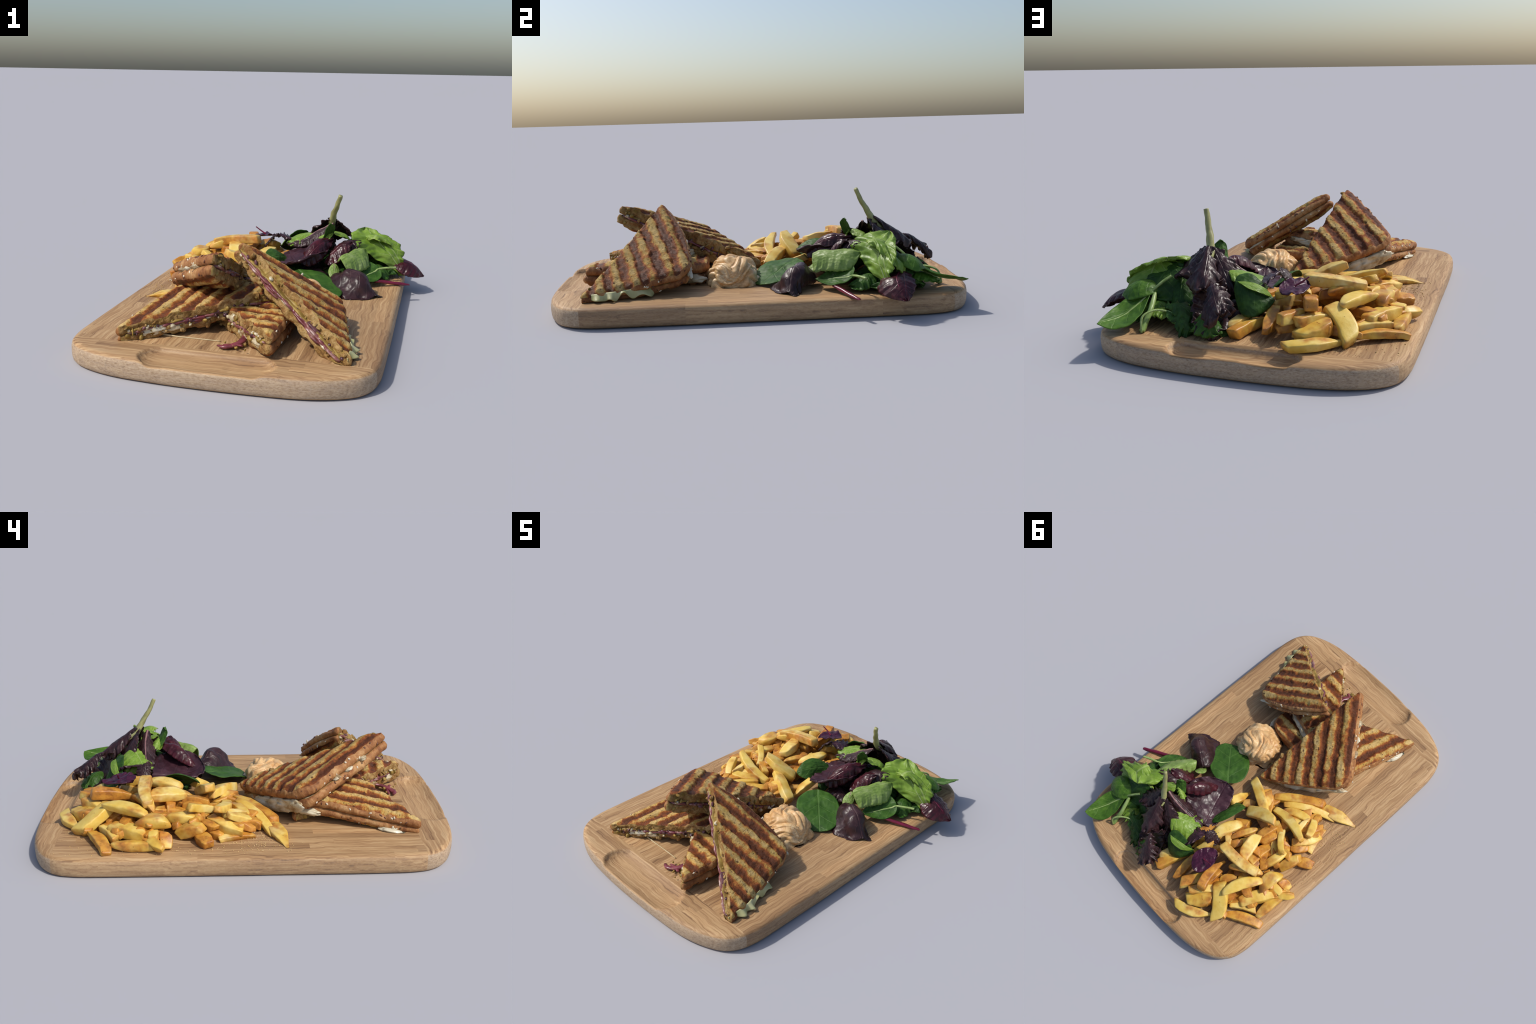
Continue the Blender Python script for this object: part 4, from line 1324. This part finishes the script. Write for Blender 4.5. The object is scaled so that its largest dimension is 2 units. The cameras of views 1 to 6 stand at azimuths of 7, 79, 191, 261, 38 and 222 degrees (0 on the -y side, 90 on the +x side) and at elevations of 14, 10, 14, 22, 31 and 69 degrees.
    # dark green leaf curving down to the fries, with a bright rolled rim
    leaf((.135, .620, .278), (.060, .650, .232), (-.025, .612, .200), (.062, .585, .290), (.075, .690, .150), DARKGREEN, "ovate")
    leaf((.125, .628, .280), (.055, .642, .262), (-.015, .598, .206), (.062, .655, .255), (.050, .622, .272), LETTUCE, "lance")
    # large glossy plum leaf
    leaf((.040, .452, .212), (.115, .318, .198), (.102, .184, .224), (.252, .345, .258), (.008, .290, .182), PLUM, "round", rib=None, quilt=0.004, ruffle=0.004)
    leaf((.125, .215, .205), (.190, .300, .292), (.275, .400, .292), (.228, .270, .215), (.160, .350, .262), BEET, "ovate", ruffle=0.008)
    leaf((.235, .300, .190), (.310, .322, .272), (.378, .345, .296), (.298, .385, .240), (.335, .275, .218), BEET, "ovate", ruffle=0.007)
    leaf((.270, .330, .230), (.345, .370, .285), (.420, .400, .280), (.330, .430, .260), (.375, .325, .240), PURPLE, "ovate", ruffle=0.008)
    # spinach lying on the fries
    leaf((.030, .410, .180), (-.020, .300, .220), (-.070, .222, .200), (-.055, .335, .240), (.012, .248, .170), SPINACH, "ovate", rib=RIB_LEAF, rib_r=0.003)
    # small upright leaves in the middle
    leaf((.240, .420, .285), (.252, .388, .350), (.262, .372, .390), (.228, .372, .338), (.280, .402, .336), SPINACH, "strip")
    leaf((.272, .412, .335), (.318, .438, .328), (.366, .464, .295), (.300, .462, .312), (.335, .412, .305), LETTUCE, "strip", lobes=0.1)
    leaf((.20, .43, .29), (.235, .41, .315), (.275, .395, .330), (.225, .44, .30), (.245, .385, .285), LETTUCE, "ovate", ruffle=0.005)
    leaf((.285, .245, .202), (.293, .212, .168), (.295, .172, .124), (.320, .222, .160), (.262, .202, .158), PALE, "ovate", rib=RIB_PINK, rib_r=0.003)
    # far side: spinach, rocket and stalks
    leaf((.385, .510, .270), (.378, .585, .220), (.370, .640, .130), (.435, .572, .195), (.305, .580, .195), DARKGREEN, "ovate", rib=RIB_GREEN, rib_r=0.003)
    leaf((.405, .691, .158), (.345, .712, .144), (.226, .766, .098), (.350, .675, .130), (.345, .755, .118), SPINACH, "lance", lobes=0.28, freq=3, ruffle=0.004, rib=RIB_GREEN, rib_r=0.0045, stem=[(.484, .772, .092), (.487, .752, .150), (.450, .715, .168)])
    leaf((.420, .660, .170), (.345, .690, .185), (.270, .715, .130), (.345, .635, .170), (.350, .735, .145), DARKGREEN, "fan", lobes=0.25, freq=4, ruffle=0.012)
    leaf((.39, .70, .135), (.33, .735, .150), (.27, .755, .105), (.34, .70, .13), (.335, .775, .105), DARKGREEN, "fan", lobes=0.25, freq=5, ruffle=0.010)
    V, F = tube([(.484, .605, .205), (.478, .650, .180), (.474, .692, .158), (.482, .730, .122), (.487, .765, .094)], [.009, .011, .012, .013, .012], 8)
    world_piece("pale_stalk", V, F, RIB_GREEN, em)
    # purple pieces beside and on the fries
    leaf((.085, .592, .200), (.030, .556, .270), (-.035, .486, .292), (.015, .604, .262), (.072, .512, .240), PLUM, "ovate", ruffle=0.007)
    leaf((-.028, .478, .292), (-.060, .490, .266), (-.092, .488, .222), (-.045, .525, .262), (-.065, .460, .252), PURPLE, "round", ruffle=0.005)
    leaf((-.056, .655, .250), (-.106, .612, .262), (-.150, .545, .252), (-.140, .672, .256), (-.070, .560, .278), MAGENTA, "round", ruffle=0.004, freq=2)
    V, F = tube([(-.105, .610, .264), (-.130, .612, .280), (-.163, .612, .304)], [.005, .004, .003], 6)
    world_piece("leaf_stalk", V, F, RIB_RED, em)
    # the bed of leaves underneath
    r = np.random.default_rng(33)
    bed = [(.18, .28), (.30, .33), (.42, .34), (.52, .40), (.16, .40), (.28, .44), (.40, .45), (.50, .50), (.60, .48), (.14, .52), (.26, .56), (.38, .55), (.48, .60), (.56, .58), (.20, .64), (.30, .66), (.42, .65), (.22, .74), (.10, .62), (.08, .34), (.08, .46)]
    for i, (x, y) in enumerate(bed):
        a = r.uniform(0, 2 * math.pi)
        d = np.array([math.cos(a), math.sin(a), 0]) * r.uniform(0.06, 0.085)
        s = np.array([-math.sin(a), math.cos(a), 0]) * r.uniform(0.05, 0.07)
        zc = 0.135 + 0.065 * max(0.0, 1 - math.hypot((x - 0.27) / 0.34, (y - 0.47) / 0.32)) + r.uniform(-0.01, 0.01)
        c = np.array([x, y, zc])
        lo = np.array([0, 0, r.uniform(0.02, 0.045)])
        mat = ([PURPLE, DARKGREEN, BEET, SPINACH, PURPLE, DARKGREEN, LETTUCE] if x < 0.4 else [FRESH, DARKGREEN, LETTUCE, SPINACH, BEET, FRESH, SPINACH])[i % 7]
        leaf(c - d - lo * 0.5, c + lo * 0.3, c + d - lo, c + s - lo, c - s - lo * 0.8, mat, ["ovate", "fan"][i % 2], ruffle=0.010, lobes=0.12, seed=200 + i)


build_board()
build_sandwiches()
build_sauce()
build_fries()
build_salad()
